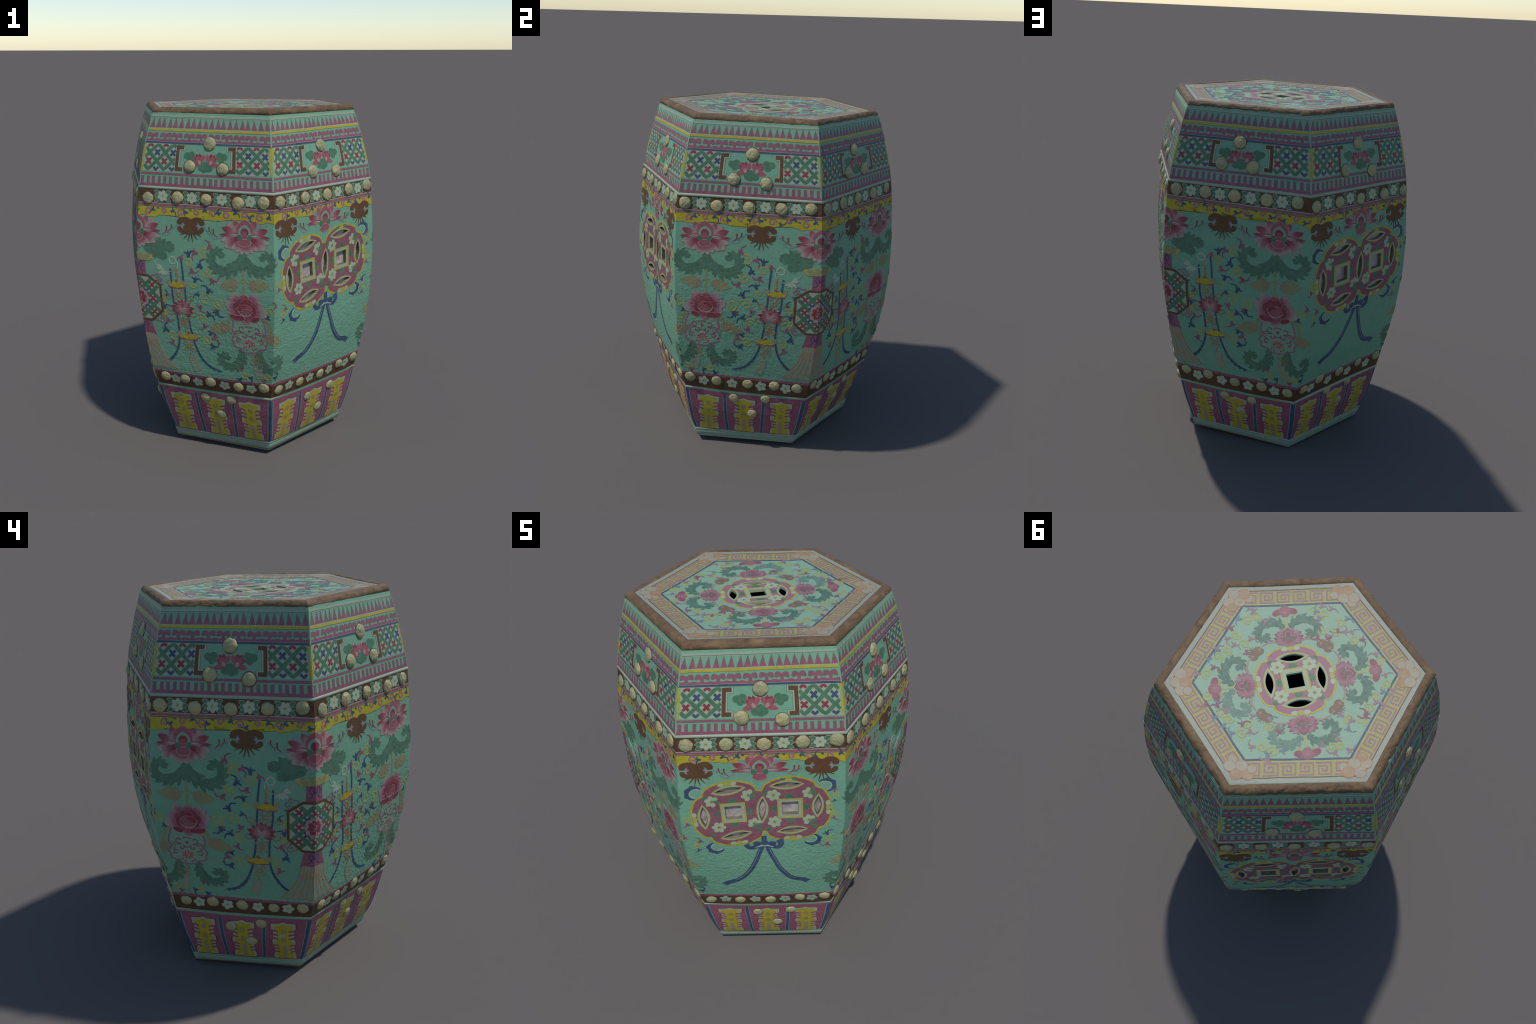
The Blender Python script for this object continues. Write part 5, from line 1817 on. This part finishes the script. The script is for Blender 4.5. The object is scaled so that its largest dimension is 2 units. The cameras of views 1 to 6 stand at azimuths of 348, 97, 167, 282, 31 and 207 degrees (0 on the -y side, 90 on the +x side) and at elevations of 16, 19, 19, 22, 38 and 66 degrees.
def greek_key(k):
    "angular meander of one side of the seat"
    a = Art()
    o0, o1 = hexagon(0.566 / R0)[k][:2], hexagon(0.566 / R0)[(k + 1) % 6][:2]
    i0, i1 = hexagon(0.484 / R0)[k][:2], hexagon(0.484 / R0)[(k + 1) % 6][:2]
    L = np.linalg.norm(i1 - i0)
    n = 6
    # u along the side 0..n, v from inner edge 0 to outer edge 1
    def at(u, v):
        s = (u / n) * 0.86 + 0.07
        p, q = i0 + (i1 - i0) * s, i0 + (i1 - i0) * s
        mid_i, mid_o = (i0 + i1) / 2, (o0 + o1) / 2
        p = mid_i + (i1 - i0) * ((u / n) - 0.5) * 0.99
        return tuple(p + (mid_o - mid_i) * v)
    key = [(0.02, 0.10), (0.86, 0.10), (0.86, 0.88), (0.16, 0.88), (0.16, 0.32), (0.62, 0.32), (0.62, 0.66), (0.38, 0.66), (0.38, 0.52)]
    for c in range(n):
        pts = []
        for j, (u, v) in enumerate(key):
            u2, v2 = (c + u, v) if c % 2 == 0 else (c + u, 1 - v)
            pts.append(at(u2, v2))
        full = []
        for p, q in zip(pts, pts[1:]):
            a.add("key_mauve", stroke([p, ((p[0] + q[0]) / 2, (p[1] + q[1]) / 2), q], 0.0082), 0)
            a.add("key_mauve", ellipse(q, 0.0046, n=8), 0)
    return a


for k in range(6):
    lay("greek_key_border", greek_key(k), ("top", 180.0), 0.0016)
    a = Art()
    c = hexagon(0.523 / R0)[k][:2]
    t0 = math.atan2(c[1], c[0])
    for i, (dr, dt) in enumerate(((0.026, 0.0), (-0.022, 0.0), (0.002, -0.044), (0.002, 0.044), (-0.030, -0.048), (-0.030, 0.048))):
        p = (c[0] + dr * math.cos(t0) - dt * math.sin(t0), c[1] + dr * math.sin(t0) + dt * math.cos(t0))
        a.outlined("blob_orange" if (i + k) % 3 == 0 else "blob_cream", "iron_red_line", ellipse(p, 0.026 if i < 4 else 0.020, n=16), 0.0035, i % 3 * 2)
    lay("coral_cluster", a, ("top", 180.0), 0.0024)

SEAT_FRAME = ("top", SEAT_AZ, SEAT_C)
lay("coin_medallion", SEAT_MED, SEAT_FRAME, 0.0010)
for q in range(4):
    fr = ("top", SEAT_AZ + 90 * q, SEAT_C)
    a = Art()
    g = lotus_flower()
    up = Art()
    for (v, fc), m, l in g.items:
        up.add({"enamel_white": "seat_white", "pale_rose": "seat_pale_rose", "enamel_red": "seat_rose", "petal_upper": "seat_petal", "petal_lower": "seat_petal", "petal_hang": "seat_petal", "pale_teal": "seat_pale_rose", "pale_blue": "seat_petal", "rose": "seat_rose"}.get(m, m), ([(x * 0.52, -y * 0.56) for x, y in v], [f_[::-1] for f_ in fc]), l)
    # drawn with the raised petals pointing outwards
    up2 = Art()
    for (v, fc), m, l in up.items:
        up2.add(m, ([(x, -y) for x, y in v], [f_[::-1] for f_ in fc]), l)
    lay("lotus_flower", up2, fr, 0.0018, origin=(0, 0), dy=0.232)
    bud = Art()
    for x, y, rx, ry, t in ((-0.036, 0.0, 0.026, 0.017, 0.35), (0.036, 0.0, 0.026, 0.017, -0.35), (0.0, 0.012, 0.026, 0.020, 0.0), (0.0, -0.012, 0.020, 0.016, 0.0)):
        bud.outlined("top_bud", "seat_pale_rose", ellipse((x, y), rx, ry, t, 14), 0.0013, 0 if x else 2)
    bud.add("key_yellow", ellipse((-0.034, -0.022), 0.010, n=10))
    bud.add("key_yellow", ellipse((0.034, -0.022), 0.010, n=10))
    lay("lotus_bud", bud, fr, 0.0018, origin=(0, 0), dy=0.372 if q % 2 else 0.375)
    st = Art()
    st.add("pale_yellow", stroke([(0, 0.285), (0, 0.318), (0, 0.350)], 0.009))
    lay("flower_stem", st, fr, 0.0008)
    for s in (-1, 1):
        tone = ("seat_leaf", "seat_leaf") if (q + s) % 3 else ("seat_leaf_pale", "seat_leaf_pale")
        g = acanthus([(s * 0.014, 0.284), (s * 0.040, 0.316), (s * 0.082, 0.326), (s * 0.126, 0.308), (s * 0.146, 0.270), (s * 0.130, 0.238), (s * 0.102, 0.240), (s * 0.100, 0.258)], 0.046, 0.022, tone, 12, 0.95)
        lay("scroll_leaf", g, fr, 0.0008)
    # bats stand between the lotuses
    fb = ("top", SEAT_AZ + 45 + 90 * q, SEAT_C)
    b = Art()
    for (v, fc), m, l in bat().items:
        b.add("seat_brown" if m == "enamel_brown" else "seat_pale_rose", ([(x * 0.52, -y * 0.52) for x, y in v], [f_[::-1] for f_ in fc]), l)
    lay("bat", b, fb, 0.0012, dy=0.236)
    a = Art()
    for s in (-1, 1):
        p = smooth_path([(s * 0.048, 0.236), (s * 0.085, 0.220), (s * 0.110, 0.190)], 6)
        a.add("seat_pale_rose", stroke(p, 0.007, 0.011))
        for u in (4, 8):
            a.add("enamel_red", stroke(smooth_path([(p[u][0], p[u][1] + 0.018), (p[u][0] + s * 0.004, p[u][1] + 0.006), (p[u][0] + s * 0.012, p[u][1])], 4), 0.005, 0.002), 1)
    lay("garland", a, fb, 0.0008)

# loose vines over the whole field of the seat
rng = random.Random(900)
a = Art()
for n, (x, y) in enumerate((
    (0.346, -0.17), (0.315, -0.197), (0.354, -0.065), (0.293, -0.04), (0.349, 0.03), (0.37, 0.079), (0.086, -0.363), (0.036, -0.37), (-0.053, -0.358), (-0.057, -0.301), (-0.147, -0.306), (0.01, -0.279), (-0.311, -0.255), (-0.385, -0.164), (-0.376, -0.077), (-0.372, -0.012), (-0.315, 0.086), (-0.369, 0.061), (-0.341, 0.215), (-0.312, 0.24), (-0.021, 0.286), (-0.037, 0.385), (-0.091, 0.386), (0.077, 0.314), (0.078, 0.367), (0.164, 0.335), (0.204, 0.321), (0.299, 0.283), (0.367, 0.182),
)):
    way, a0 = rng.choice((-1, 1)), rng.uniform(0, TAU)
    leaves = [(rng.choice(("key_mauve", "seat_rose")), a0 + 2.2 + rng.uniform(-0.5, 0.5), 0.042), ("key_mauve" if rng.random() < 0.6 else "seat_blue", a0 + 4.2 + rng.uniform(-0.5, 0.5), 0.040)]
    a.merge(tendril((x, y), 0.0265, a0, way, 1.1, None, leaves, "seat_yellow", 0.0085))
lay("tendrils", a, ("top", 180.0), 0.0012).__setitem__("kind", "stuff")

bpy.context.view_layer.update()
